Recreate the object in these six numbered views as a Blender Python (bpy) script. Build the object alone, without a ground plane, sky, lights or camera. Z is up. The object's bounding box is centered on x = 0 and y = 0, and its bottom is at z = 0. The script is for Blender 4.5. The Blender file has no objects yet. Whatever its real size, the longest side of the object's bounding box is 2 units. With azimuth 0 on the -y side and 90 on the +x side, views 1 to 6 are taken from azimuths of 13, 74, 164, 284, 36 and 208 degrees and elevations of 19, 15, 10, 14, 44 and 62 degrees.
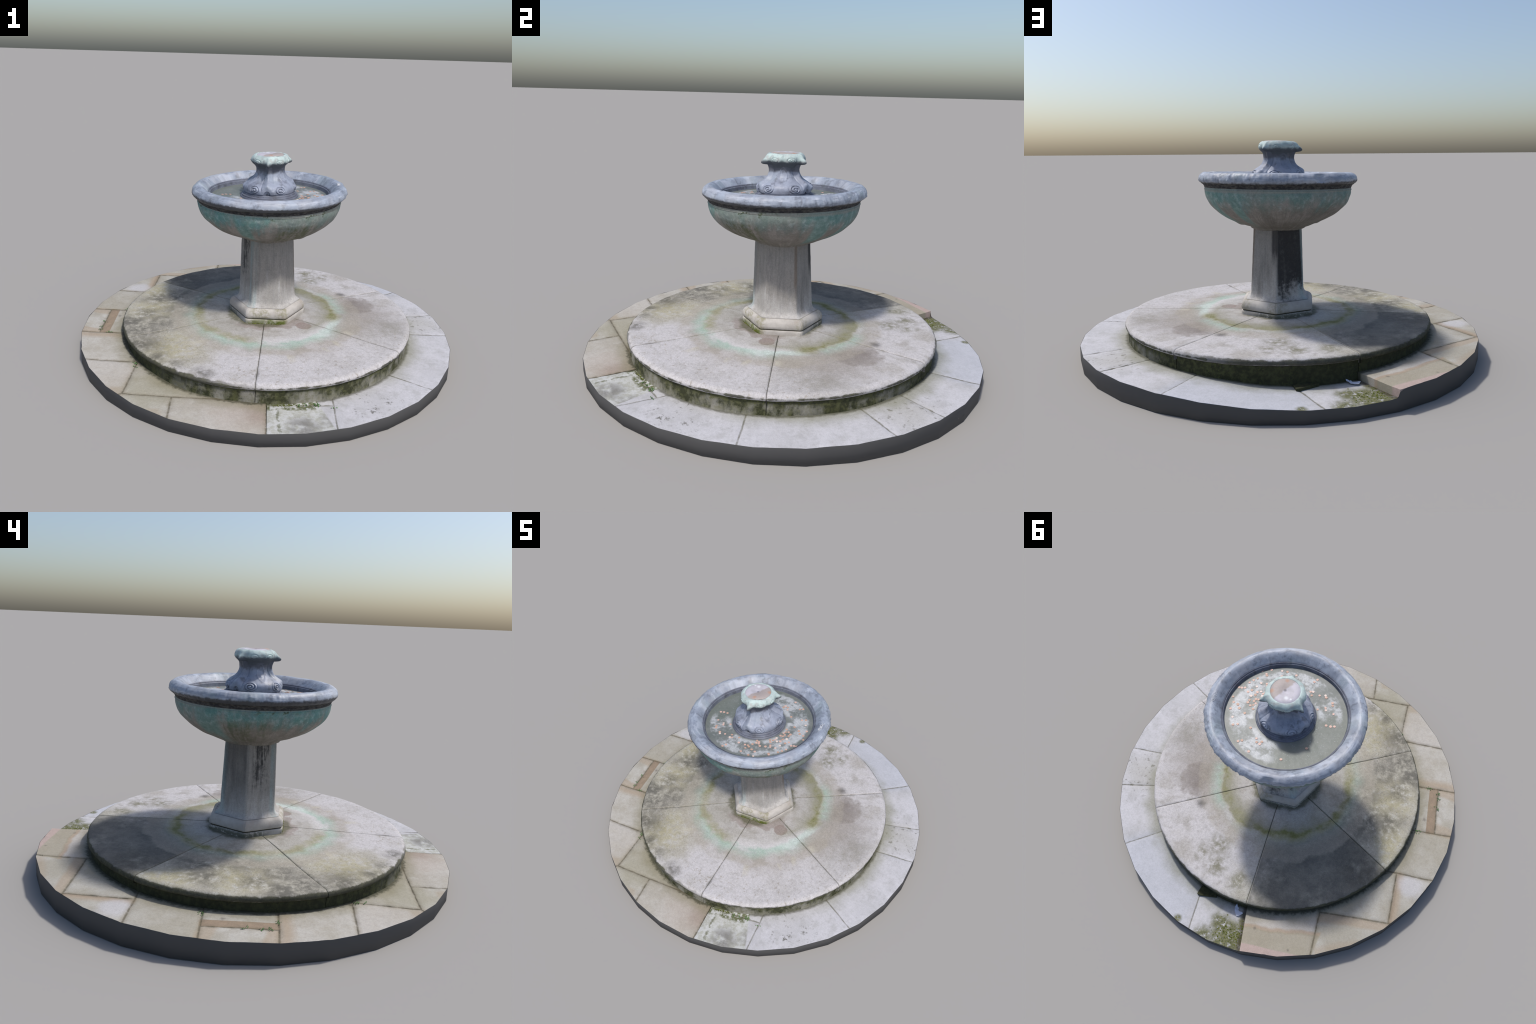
"""Weathered marble garden fountain: hexagonal column, round basin with a carved
central nozzle, round step, and a disc of paving cut out with a 32-sided edge."""
import bpy, bmesh, math, random
from math import sin, cos, pi, radians, degrees, hypot, atan2, exp, sqrt
from mathutils import Vector, noise as mnoise

random.seed(7)

# ------------------------------------------------------------------ helpers
def clamp(x, a=0.0, b=1.0):
    return a if x < a else b if x > b else x

def smooth(x, a, b):
    t = clamp((x - a) / (b - a))
    return t * t * (3 - 2 * t)

def lerp(a, b, t):
    return a + (b - a) * t

def angdiff(a, b):
    return (a - b + 180.0) % 360.0 - 180.0

def gauss(x, w):
    return exp(-(x / w) ** 2)

def nz(x, y, z, s=1.0):
    return mnoise.noise((x * s, y * s, z * s))

def fbm(x, y, z, s=1.0, octaves=4):
    return mnoise.fractal((x * s, y * s, z * s), 1.0, 2.0, octaves, noise_basis='PERLIN_ORIGINAL')

def interp(table, t):
    """Piecewise linear look-up in [(t, v), ...]."""
    if t <= table[0][0]:
        return table[0][1]
    for (a, va), (b, vb) in zip(table, table[1:]):
        if t <= b:
            return lerp(va, vb, (t - a) / (b - a))
    return table[-1][1]

def spline(pts, per=6):
    """Catmull-Rom through profile points."""
    out = []
    n = len(pts)
    for i in range(n - 1):
        p0, p1, p2, p3 = pts[max(i - 1, 0)], pts[i], pts[i + 1], pts[min(i + 2, n - 1)]
        for k in range(per):
            t = k / per
            out.append(tuple(0.5 * (2 * b + (c - a) * t + (2 * a - 5 * b + 4 * c - d) * t * t
                                    + (3 * b - a - 3 * c + d) * t ** 3)
                             for a, b, c, d in zip(p0, p1, p2, p3)))
    out.append(tuple(pts[-1]))
    return out

def new_object(name, mesh, parent, mat=None, smooth_angle=None):
    ob = bpy.data.objects.new(name, mesh)
    bpy.context.scene.collection.objects.link(ob)
    ob.parent = parent
    if mat is not None:
        mesh.materials.append(mat)
    if smooth_angle is not None:
        mesh.polygons.foreach_set("use_smooth", [True] * len(mesh.polygons))
        if smooth_angle < 179:
            mesh.set_sharp_from_angle(angle=radians(smooth_angle))
    return ob

def mesh_from(verts, faces, name):
    me = bpy.data.meshes.new(name)
    me.from_pydata(verts, [], faces)
    me.validate()
    me.update()
    return me

def loft(rings, closed=True, cap_start=False, cap_end=False):
    """Rings of equal length -> verts, faces."""
    n = len(rings[0])
    verts = [p for r in rings for p in r]
    faces = []
    for i in range(len(rings) - 1):
        for j in range(n if closed else n - 1):
            k = (j + 1) % n
            faces.append((i * n + j, i * n + k, (i + 1) * n + k, (i + 1) * n + j))
    if cap_start:
        faces.append(tuple(range(n - 1, -1, -1)))
    if cap_end:
        o = (len(rings) - 1) * n
        faces.append(tuple(range(o, o + n)))
    return verts, faces

# ------------------------------------------------------------------ materials
def lin(v):
    v /= 255.0
    return v / 12.92 if v <= 0.04045 else ((v + 0.055) / 1.055) ** 2.4

def tone(r, g, b, gain=1.33):
    """Base colour that shows as this sRGB tone when the set's sun and sky light it fully."""
    return (lin(r) / gain, lin(g) / gain, lin(b) / gain, 1.0)

class Build:
    def __init__(self, name):
        self.mat = bpy.data.materials.new(name)
        self.mat.use_nodes = True
        self.nt = self.mat.node_tree
        self.nt.nodes.clear()
        self.out = self.nt.nodes.new("ShaderNodeOutputMaterial")
        self.bsdf = self.nt.nodes.new("ShaderNodeBsdfPrincipled")
        self.nt.links.new(self.bsdf.outputs[0], self.out.inputs[0])
        tc = self.nt.nodes.new("ShaderNodeTexCoord")
        self.P = tc.outputs["Object"]
        sep = self.nt.nodes.new("ShaderNodeSeparateXYZ")
        self.nt.links.new(self.P, sep.inputs[0])
        self.x, self.y, self.z = sep.outputs
        self._rand = None

    def put(self, sock, v):
        if isinstance(v, bpy.types.NodeSocket):
            self.nt.links.new(v, sock)
        else:
            sock.default_value = v

    def m(self, op, a, b=0.0, c=0.0, clamp_it=False):
        n = self.nt.nodes.new("ShaderNodeMath")
        n.operation = op
        n.use_clamp = clamp_it
        self.put(n.inputs[0], a)
        self.put(n.inputs[1], b)
        self.put(n.inputs[2], c)
        return n.outputs[0]

    def add(self, *v):
        r = v[0]
        for q in v[1:]:
            r = self.m('ADD', r, q)
        return r

    def mul(self, *v):
        r = v[0]
        for q in v[1:]:
            r = self.m('MULTIPLY', r, q)
        return r

    def sub(self, a, b): return self.m('SUBTRACT', a, b)
    def inv(self, a): return self.m('SUBTRACT', 1.0, a)

    def mx(self, *v):
        r = v[0]
        for q in v[1:]:
            r = self.m('MAXIMUM', r, q)
        return r

    def sm(self, x, lo, hi, a=0.0, b=1.0):
        n = self.nt.nodes.new("ShaderNodeMapRange")
        n.interpolation_type = 'SMOOTHSTEP'
        self.put(n.inputs[0], x)
        for i, v in enumerate((lo, hi, a, b)):
            n.inputs[1 + i].default_value = v
        return n.outputs[0]

    def band(self, x, c, inner, outer):
        """1 within +-inner of c, 0 beyond +-outer."""
        return self.sm(self.m('ABSOLUTE', self.sub(x, c)), inner, outer, 1.0, 0.0)

    def vec(self, scale=(1, 1, 1), loc=(0, 0, 0), src=None):
        n = self.nt.nodes.new("ShaderNodeMapping")
        self.nt.links.new(src or self.P, n.inputs[0])
        n.inputs["Scale"].default_value = scale
        n.inputs["Location"].default_value = loc
        return n.outputs[0]

    def noise(self, scale, detail=4.0, rough=0.55, stretch=(1, 1, 1), off=(0, 0, 0), dist=0.0, src=None):
        n = self.nt.nodes.new("ShaderNodeTexNoise")
        self.nt.links.new(self.vec(stretch, off, src), n.inputs["Vector"])
        n.inputs["Scale"].default_value = scale
        n.inputs["Detail"].default_value = detail
        n.inputs["Roughness"].default_value = rough
        n.inputs["Distortion"].default_value = dist
        return n.outputs["Fac"]

    def voro(self, scale, feature='F1', off=(0, 0, 0)):
        n = self.nt.nodes.new("ShaderNodeTexVoronoi")
        n.feature = feature
        self.nt.links.new(self.vec((1, 1, 1), off), n.inputs["Vector"])
        n.inputs["Scale"].default_value = scale
        return n.outputs["Distance"]

    def mix(self, f, a, b, mode='MIX'):
        n = self.nt.nodes.new("ShaderNodeMix")
        n.data_type = 'RGBA'
        n.blend_type = mode
        self.put(n.inputs[0], f)
        self.put(n.inputs[6], a)
        self.put(n.inputs[7], b)
        return n.outputs[2]

    def dist(self, cx, cy, sx=1.0, sy=1.0):
        dx = self.m('MULTIPLY', self.sub(self.x, cx), 1.0 / sx)
        dy = self.m('MULTIPLY', self.sub(self.y, cy), 1.0 / sy)
        return self.m('SQRT', self.add(self.mul(dx, dx), self.mul(dy, dy)))

    def blob(self, cx, cy, r, soft=0.03, warp=None, wamt=0.06, sx=1.0, sy=1.0):
        d = self.dist(cx, cy, sx, sy)
        if warp is not None:
            d = self.add(d, self.mul(self.sub(warp, 0.5), wamt * 2))
        return self.sm(d, r - soft, r + soft, 1.0, 0.0)

    def facing(self, deg, full, zero, r=None, cx=0.0, cy=-0.01):
        """Sector mask around an azimuth: 1 within +-full degrees, 0 beyond +-zero."""
        r = r or self.m('MAXIMUM', self.dist(cx, cy), 1e-4)
        dot = self.add(self.mul(self.sub(self.x, cx), cos(radians(deg))),
                       self.mul(self.sub(self.y, cy), sin(radians(deg))))
        c = self.m('DIVIDE', dot, r)
        return self.sm(c, cos(radians(zero)), cos(radians(full)))

    def along(self, p, q, warp=None, wamt=0.0):
        """Signed distance from the line p -> q (left positive) and parameter along it."""
        dx, dy = q[0] - p[0], q[1] - p[1]
        L = hypot(dx, dy)
        nx, ny = -dy / L, dx / L
        s = self.add(self.mul(self.x, nx), self.mul(self.y, ny), -(p[0] * nx + p[1] * ny))
        if warp is not None:
            s = self.add(s, self.mul(self.sub(warp, 0.5), wamt * 2))
        t = self.add(self.mul(self.x, dx / L / L), self.mul(self.y, dy / L / L),
                     -(p[0] * dx + p[1] * dy) / L / L)
        return s, t

    def stripe(self, p, q, lo, hi, soft=0.006, warp=None, wamt=0.0):
        """Band between offsets lo..hi from line p -> q, limited to its length."""
        s, t = self.along(p, q, warp, wamt)
        f = self.mul(self.sm(s, lo - soft, lo + soft), self.sm(s, hi - soft, hi + soft, 1.0, 0.0))
        return self.mul(f, self.sm(t, -0.02, 0.02), self.sm(t, 0.98, 1.02, 1.0, 0.0))

    def grain(self, col, amt=.16, scale=230, scale2=75):
        """Fine speckle of the stone."""
        g = self.add(self.mul(self.noise(scale, 3, .7, off=(6, 1, 2)), .6), self.mul(self.noise(scale2, 4, .7, off=(2, 6, 1)), .4))
        k = self.sm(g, .36, .64, 1.0 - amt, 1.0 + amt * .75)
        n = self.nt.nodes.new("ShaderNodeVectorMath")
        n.operation = 'SCALE'
        self.put(n.inputs[0], col)
        self.put(n.inputs["Scale"], k)
        return n.outputs[0]

    def random(self):
        n = self.nt.nodes.new("ShaderNodeObjectInfo")
        return n.outputs["Random"]

    def done(self, color, rough=0.85, bump=None, bump_strength=0.3, bump_dist=0.004, spec=0.25, metal=0.0):
        self.put(self.bsdf.inputs["Base Color"], color)
        self.put(self.bsdf.inputs["Roughness"], rough)
        self.bsdf.inputs["Specular IOR Level"].default_value = spec
        self.put(self.bsdf.inputs["Metallic"], metal)
        if bump is not None:
            n = self.nt.nodes.new("ShaderNodeBump")
            n.inputs["Strength"].default_value = bump_strength
            n.inputs["Distance"].default_value = bump_dist
            self.put(n.inputs["Height"], bump)
            self.nt.links.new(n.outputs[0], self.bsdf.inputs["Normal"])
        return self.mat

SC = (0.003, -0.008)          # centre of the step
JOINT0 = -80.7          # azimuth of the first joint between step slabs; the rest every 60 degrees

def joint_grime(b, col, joints, w2, n2, amount=0.8, width=.007, tint=None):
    """Dirt collected along the joints between slabs."""
    masks = []
    for p, q in joints:
        sd, t = b.along(p, q, w2, .004)
        masks.append(b.mul(b.band(sd, 0.0, .0012, width), b.sm(t, -.03, .0), b.sm(t, 1.0, 1.03, 1.0, 0.0)))
    f = b.mul(b.mx(*masks), b.sm(n2, .25, .6, .35, 1.0))
    return b.mix(b.mul(f, amount), col, tint or tone(96, 90, 74))

def mat_marble_paving():
    b = Build("pale_marble_paving")
    n1, n2, n3 = b.noise(5, 5), b.noise(38, 5, 0.65), b.noise(150, 3, 0.6)
    nm = b.noise(14, 5, 0.6, off=(6, 2, 1))
    w = b.noise(9, 4, off=(3, 1, 0))
    col = b.mix(b.sm(n1, 0.35, 0.68), tone(213, 212, 217), tone(197, 196, 199))
    col = b.mix(b.mul(b.sm(nm, 0.48, 0.70), 0.55), col, tone(178, 177, 176))
    col = b.mix(b.mul(b.sm(n2, 0.50, 0.72), 0.4), col, tone(168, 167, 165))
    # each slab a shade of its own; the far right one is bluish
    col = b.mix(b.mul(b.random(), 0.3), col, tone(184, 184, 188))
    col = b.mix(b.mul(b.facing(63, 14, 20), 0.4), col, tone(192, 198, 212))
    # dark lichen speckles and dirty patches
    spots = b.mul(b.sm(n2, 0.58, 0.66), b.mx(b.blob(0.61, -0.68, 0.05, 0.05, w), b.blob(0.72, -0.56, 0.06, 0.05, w),
                                              b.blob(0.57, -0.57, 0.04, 0.04, w), b.blob(0.85, 0.3, 0.14, 0.1, w)))
    col = b.mix(b.mul(spots, 0.85), col, tone(104, 102, 96))
    col = b.mix(b.mul(b.blob(0.85, 0.29, 0.10, 0.08, w), 0.4), col, tone(166, 163, 150))
    col = b.mix(b.mul(b.sm(n3, 0.66, 0.74), 0.35), col, tone(120, 118, 110))
    # greenish damp beside the step
    rr = b.dist(0.003, -0.008)
    damp = b.mul(b.sm(b.add(rr, b.mul(b.sub(w, 0.5), 0.14)), 0.775, 0.87, 1.0, 0.0), b.mx(b.facing(35, 50, 75), 0.2))
    col = b.mix(b.mul(damp, 0.6), col, tone(140, 141, 118))
    foot = b.sm(b.add(rr, b.mul(b.sub(n2, 0.5), 0.025)), 0.772, 0.790, 1.0, 0.0)
    col = b.mix(b.mul(foot, 0.8), col, tone(86, 86, 68))
    # crusty slab beside the sandstone: grey wash, lime crust line, moss at the step
    crust_zone = b.facing(-68.3, 8.2, 8.8)
    grey = b.mx(b.blob(0.38, -0.88, 0.075, 0.05, w), b.blob(0.46, -0.81, 0.05, 0.05, w))
    c2 = b.mix(b.mul(b.sm(n2, 0.40, 0.62), 0.7), tone(205, 206, 204), tone(170, 170, 156))
    c2 = b.mix(b.mul(grey, b.sm(nm, .3, .55), 0.85), c2, tone(128, 126, 122))
    edge, _ = b.along((0.205, -0.78), (0.255, -0.98), w, 0.03)
    c2 = b.mix(b.mul(b.band(edge, 0.03, 0.003, 0.010), b.sm(n2, 0.4, 0.55), 0.75), c2, tone(112, 114, 92))
    c2 = b.mix(b.mul(b.sm(b.add(rr, b.mul(b.sub(w, 0.5), 0.22)), 0.81, 0.84, 1.0, 0.0), b.sm(n2, 0.44, 0.56), .85),
               c2, tone(92, 98, 56))
    col = b.mix(crust_zone, col, c2)
    # mossy sunken slab beside the broken sandstone edge
    moss = b.mx(b.blob(-0.10, 0.94, 0.115, 0.05, w, 0.05), b.blob(-0.02, 0.90, 0.05, 0.03, w),
                b.blob(0.03, 0.985, 0.05, 0.03, w), b.blob(0.20, 0.965, 0.022, 0.012, w, 0.01),
                b.blob(-0.12, 0.83, 0.04, 0.03, w))
    mossy = b.mul(moss, b.sm(b.add(b.mul(n2, .7), b.mul(n3, .3)), 0.34, 0.50))
    mosscol = b.mix(b.sm(n3, 0.35, 0.65), tone(74, 78, 36), tone(124, 124, 80))
    col = b.mix(b.mul(mossy, 0.92), col, mosscol)
    seam, _ = b.along((-0.13, 0.782), (-0.192, 0.98))
    col = b.mix(b.mul(b.band(seam, 0, 0.012, 0.035), b.sm(b.y, 0.7, 0.75), 0.75), col, tone(62, 56, 44))
    col = joint_grime(b, col, MARBLE_JOINTS, w, n2, .75, .006, tone(104, 102, 84))
    col = b.grain(col, .09)
    bump = b.add(b.mul(n2, 0.5), b.mul(n3, 0.4), b.mul(mossy, n3, 1.2))
    return b.done(col, 0.82, bump, 0.35, 0.004)

def mat_sandstone():
    b = Build("buff_sandstone")
    n1, n2, n3 = b.noise(6, 5, off=(5, 2, 0)), b.noise(45, 5, 0.6), b.noise(160, 3)
    nm = b.noise(13, 5, 0.6, off=(2, 2, 1))
    w = b.noise(8, 3, off=(1, 7, 0))
    col = b.mix(b.sm(n1, 0.38, 0.66), tone(194, 191, 184), tone(178, 173, 161))
    col = b.mix(b.mul(b.sm(nm, 0.48, 0.68), 0.45), col, tone(166, 161, 149))
    col = b.mix(b.mul(b.sm(n2, 0.5, 0.75), 0.35), col, tone(160, 153, 138))
    # each slab keeps a tint of its own
    rnd = b.random()
    col = b.mix(b.mul(b.sm(rnd, .5, 1.0), 0.45), col, tone(200, 192, 186))
    col = b.mix(b.mul(b.sm(rnd, .5, .0), 0.35), col, tone(162, 157, 142))
    warm = tone(174, 157, 136)
    brown = tone(150, 131, 111)
    olive = tone(160, 152, 130)
    pale = tone(208, 207, 213)
    S = lambda p, q, lo, hi, soft=0.006, wa=0.012: b.stripe(p, q, lo, hi, soft, w, wa)
    grain = b.noise(16, 5, .65, stretch=(1, 1, 1), off=(7, 7, 7))
    br = b.mix(b.sm(grain, .35, .65), brown, tone(164, 143, 120))
    # iron-brown bands in the bedding (negative offsets lie towards the rim)
    col = b.mix(b.mul(S((-0.853, -0.060), (-0.781, -0.352), -0.050, 0.0, 0.002, 0.003), .9), col, br)
    col = b.mix(b.mul(S((-0.70, -0.328), (-0.98, -0.393), 0.0, 0.05, 0.025), 0.75), col, warm)
    col = b.mix(b.mul(S((-0.905, -0.06), (-0.832, -0.362), -0.2, 0.0, 0.01), b.band(b.y, -0.11, 0.02, 0.045), 0.55), col, warm)
    col = b.mix(b.mul(S((-0.905, -0.06), (-0.832, -0.362), -0.2, 0.0, 0.01), b.band(b.y, -0.36, 0.03, 0.05), 0.6), col, warm)
    col = b.mix(b.mul(S((-0.79, 0.225), (-0.845, 0.52), 0.0, 0.04, 0.018), 0.75), col, warm)
    col = b.mix(b.mul(S((-0.79, 0.225), (-0.845, 0.52), 0.0, 0.016, 0.008), 0.5), col, brown)
    col = b.mix(b.mul(S((-0.48, 0.617), (-0.86, 0.51), -0.05, -0.0, 0.012), 0.65), col, warm)
    col = b.mix(b.mul(S((-0.535, 0.80), (-0.80, 0.62), -0.2, 0.0, 0.02), 0.5), col, warm)
    # banded slab next to the broken edge: pale, buff, olive, pink
    p, q = (-0.13, 0.86), (-0.56, 0.72)
    inner = b.sm(b.x, -0.545, -0.535)
    col = b.mix(b.mul(S(p, q, -0.010, 0.012, 0.008, 0.02), inner, 0.8), col, tone(176, 157, 136))
    col = b.mix(b.mul(S(p, q, -0.22, -0.004, 0.006, 0.02), inner, 0.65), col, olive)
    p2, q2 = (-0.15, 0.945), (-0.48, 0.872)
    col = b.mix(b.mul(S(p2, q2, -0.2, 0.0, 0.004, 0.004), 0.85), col, tone(192, 171, 165))
    # white patch on the outer slab, tan corners and damp olive stone by the step
    outer_slab, _ = b.along((-0.787, 0.232), (-0.843, 0.515), w, .0)
    col = b.mix(b.mul(b.blob(-0.885, 0.27, 0.075, 0.03, w, 0.05), b.sm(outer_slab, .0, .004), b.sm(b.along((-.66, .26), (-1.05, .178))[0], -.002, .0, 1.0, 0.0), 0.6), col, pale)
    col = b.mix(b.mul(b.blob(-0.50, -0.875, 0.05, 0.03, w), 0.6), col, warm)
    col = b.mix(b.mul(b.blob(-0.28, -0.95, 0.03, 0.02, w), 0.5), col, warm)
    col = b.mix(b.mul(b.blob(-0.34, -0.80, 0.14, 0.07, w), 0.6), col, tone(158, 153, 130))
    col = b.mix(b.mul(b.blob(0.1, -0.86, 0.14, 0.10, w), 0.45), col, tone(184, 170, 160))
    col = b.mix(b.mul(b.blob(0.18, -0.83, 0.08, 0.06, w), 0.45), col, tone(148, 128, 114))
    rr = b.dist(0.003, -0.008)
    damp = b.sm(b.add(rr, b.mul(b.sub(w, 0.5), 0.12)), 0.775, 0.87, 1.0, 0.0)
    col = b.mix(b.mul(damp, 0.6), col, tone(140, 135, 110))
    foot = b.sm(b.add(rr, b.mul(b.sub(n2, 0.5), 0.05)), 0.772, 0.796, 1.0, 0.0)
    col = b.mix(b.mul(foot, 0.85), col, tone(72, 72, 56))
    # lichen pits, knots
    knots = b.mx(b.blob(-0.21, 0.84, 0.007, 0.005), b.blob(-0.42, 0.87, 0.006, 0.005), b.blob(-0.82, -0.14, 0.010, 0.008, n2, .02))
    col = b.mix(b.mul(knots, 0.55), col, tone(104, 96, 92))
    col = b.mix(b.mul(b.sm(n3, 0.66, 0.76), 0.25), col, tone(120, 112, 96))
    col = joint_grime(b, col, SAND_JOINTS, w, n2, .4, .022, tone(128, 118, 98))
    col = joint_grime(b, col, SAND_JOINTS, w, n2, .75, .007)
    col = b.grain(col, .10)
    bump = b.add(b.mul(n2, 0.5), b.mul(n3, 0.35))
    return b.done(col, 0.88, bump, 0.3, 0.003)

def mat_step():
    b = Build("algae_stained_marble")
    n1, n2, n3 = b.noise(4.5, 6, 0.6, off=(2, 4, 0)), b.noise(30, 6, 0.68, off=(0, 3, 0)), b.noise(120, 3, 0.6)
    nm = b.noise(11, 5, 0.62, off=(3, 9, 0))
    w = b.noise(7, 4, off=(8, 1, 0))
    w2 = b.noise(22, 4, off=(1, 5, 0))
    r = b.m('MAXIMUM', b.dist(0.0, -0.012), 1e-4)
    rw = b.add(r, b.mul(b.sub(w, 0.5), 0.09), b.mul(b.sub(w2, 0.5), 0.045))
    F = lambda a, f, z: b.facing(a, f, z, r=r, cx=0.0, cy=-0.012)
    clean, beige = tone(205, 202, 204), tone(184, 180, 167)
    left = b.sm(b.add(b.mul(b.x, -1.0), b.mul(b.y, 0.15), b.mul(b.sub(n1, 0.5), 0.8)), -0.12, 0.30)
    col = b.mix(left, clean, beige)
    front = b.mul(F(-45, 40, 75), b.sm(r, .46, .56))
    calm = b.sm(front, 0.0, 1.0, 1.0, 0.4)
    col = b.mix(b.mul(b.sm(n1, 0.45, 0.68), calm, 0.6), col, tone(168, 163, 154))
    col = b.mix(b.mul(b.sm(nm, 0.46, 0.66), calm, 0.5), col, tone(160, 156, 148))
    col = b.mix(b.mul(b.sm(n2, 0.50, 0.70), 0.35), col, tone(146, 143, 134))
    col = b.mix(b.mul(b.sm(n2, 0.30, 0.42, 1.0, 0.0), left, 0.6), col, tone(204, 203, 196))
    # the slab away from the sun is darker grey with pale specks
    wedge = b.mul(F(JOINT0 + 60 * 3.5, 29.6, 30.2), b.sm(r, 0.36, 0.46))
    lichen = b.mix(b.sm(n3, 0.62, 0.74), b.mix(b.sm(nm, .35, .65), tone(92, 92, 90), tone(122, 120, 114)), tone(170, 168, 162))
    col = b.mix(b.mul(wedge, b.sm(b.add(n1, b.mul(r, -0.25)), 0.08, 0.36), 0.88), col, lichen)
    # yellow lichen at the left edge
    yel = b.mx(b.blob(-0.69, 0.10, 0.09, 0.06, w), b.blob(-0.71, 0.20, 0.06, 0.05, w), b.blob(-0.6, -0.15, 0.12, 0.1, w),
               b.blob(-0.35, -0.55, .14, .12, w))
    col = b.mix(b.mul(yel, b.sm(n2, 0.35, 0.6), 0.55), col, tone(180, 172, 132))
    # black lichen mottling
    d = [(-0.56, -0.41, .09), (-0.61, -0.38, .06), (-0.51, -0.29, .07), (-0.62, -0.20, .05), (-0.44, -0.10, .09),
         (-0.64, 0.01, .065), (-0.54, 0.03, .085), (-0.38, -0.03, .065), (-0.48, 0.10, .11), (-0.38, -0.66, .05),
         (-0.29, -0.71, .05), (-0.50, -0.56, .08), (-0.66, -0.33, .08), (-0.12, -0.74, .04), (-0.60, 0.34, .1)]
    dark = b.mx(*[b.blob(x, y, q, q * 1.0, w, 0.06) for x, y, q in d])
    col = b.mix(b.mul(dark, b.sm(b.add(b.mul(n2, .6), b.mul(nm, .4)), 0.36, 0.56), 0.8), col, tone(96, 94, 88))
    fleck = b.mul(b.sm(n3, 0.56, 0.66), b.sm(n1, 0.40, 0.55), left)
    col = b.mix(b.mul(fleck, 0.5), col, tone(110, 106, 96))
    # olive tufts on the far slabs and grey runs
    tuft = b.mx(b.blob(0.12, 0.64, 0.05, 0.05, w2, 0.05), b.blob(-0.02, 0.67, 0.04, 0.045, w2, 0.05),
                b.blob(0.16, 0.52, 0.05, 0.05, w2, 0.05), b.blob(0.22, 0.60, 0.03, 0.04, w2, 0.05))
    col = b.mix(b.mul(tuft, b.sm(n2, 0.36, 0.56), 0.75), col, tone(120, 118, 92))
    col = b.mix(b.mul(b.blob(0.67, -0.04, 0.13, 0.12, w, 0.05), b.sm(nm, .3, .6, .5, 1.0), 0.7), col, tone(148, 144, 134))
    col = b.mix(b.mul(b.blob(0.50, 0.10, 0.16, 0.12, w, 0.05), 0.65), col, tone(156, 149, 143))
    col = b.mix(b.mul(b.sm(r, .40, .47), b.sm(r, .50, .62, 1.0, 0.0), F(-10, 45, 70), b.sm(nm, .3, .6, .3, 1.0), .6), col, tone(166, 159, 150))
    # brown splash marks
    st = b.mx(b.mul(b.blob(0.465, 0.215, 0.112, 0.014, w2, 0.04), b.sm(r, .42, .55)), b.blob(0.42, 0.14, 0.07, 0.06, w2, 0.03))
    col = b.mix(b.mul(st, b.sm(nm, 0.25, 0.6, 0.45, 1.0), 0.65), col, tone(142, 134, 128))
    col = b.mix(b.mul(b.blob(0.46, 0.23, 0.06, 0.06, w2, 0.05), 0.5), col, tone(122, 113, 109))
    col = b.mix(b.mul(b.blob(0.375, 0.345, 0.022, 0.022, w2, 0.02), 0.75), col, tone(92, 90, 88))
    col = b.mix(b.mul(b.blob(0.115, -0.69, 0.012, 0.010, w2, 0.01, 0.6, 2.2), 0.6), col, tone(122, 120, 118))
    sp = b.mul(b.sm(b.noise(60, 3, 0.6, off=(4, 4, 4)), 0.60, 0.67), b.sm(r, 0.5, 0.62), F(-50, 40, 60))
    col = b.mix(b.mul(sp, 0.5), col, tone(156, 147, 130))
    # wet ground round the column
    wet = b.mul(b.sm(rw, 0.345, 0.375, 1.0, 0.0), 0.6)
    col = b.mix(wet, col, b.mix(b.sm(nm, .4, .65), tone(184, 181, 176), tone(166, 162, 154)))
    wetb = b.mul(b.sm(b.add(rw, b.mul(b.sub(w2, 0.5), 0.05)), 0.235, 0.25, 1.0, 0.0), F(-65, 40, 60))
    col = b.mix(b.mul(wetb, 0.8), col, tone(160, 150, 145))
    col = b.mix(b.mul(b.blob(0.237, -0.15, 0.040, 0.004, w2, 0.012), 0.85), col, tone(152, 138, 132))
    olive_in = b.mul(b.sm(rw, 0.24, 0.36), b.sm(rw, 0.37, 0.39, 1.0, 0.0), F(60, 75, 110))
    col = b.mix(b.mul(olive_in, b.sm(n1, 0.2, 0.55, .3, 1.0), 0.75), col, tone(140, 138, 112))
    col = b.mix(b.mul(b.sm(rw, 0.31, 0.37), b.sm(rw, 0.385, 0.405, 1.0, 0.0), F(-45, 28, 50), 0.75), col, tone(212, 210, 211))
    # splash ring: pale beige halo, verdigris, moss green
    halo = b.mul(b.sm(rw, .40, .44), b.sm(rw, .505, .53, 1.0, 0.0), b.sm(n1, 0.3, 0.6, 0.4, 1.0))
    col = b.mix(b.mul(halo, 0.55), col, tone(172, 165, 153))
    mott = b.sm(b.add(b.mul(w2, .5), b.mul(nm, .5)), .34, .58, .25, 1.0)
    ring = b.mul(b.sm(rw, 0.372, 0.400), b.sm(rw, 0.400, 0.478, 1.0, 0.0))
    cy_w = b.mx(F(-75, 35, 75), b.mul(F(32, 14, 26), .85), b.mul(F(-150, 40, 80), 0.45), 0.14)
    col = b.mix(b.mul(ring, cy_w, mott, .85), col, b.mix(b.sm(w, .4, .6), tone(164, 188, 174), tone(180, 201, 190)))
    col = b.mix(b.mul(b.band(rw, 0.395, 0.008, 0.035), F(-20, 10, 24), 0.75), col, tone(204, 216, 210))
    green = b.band(rw, 0.372, 0.006, 0.050)
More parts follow.
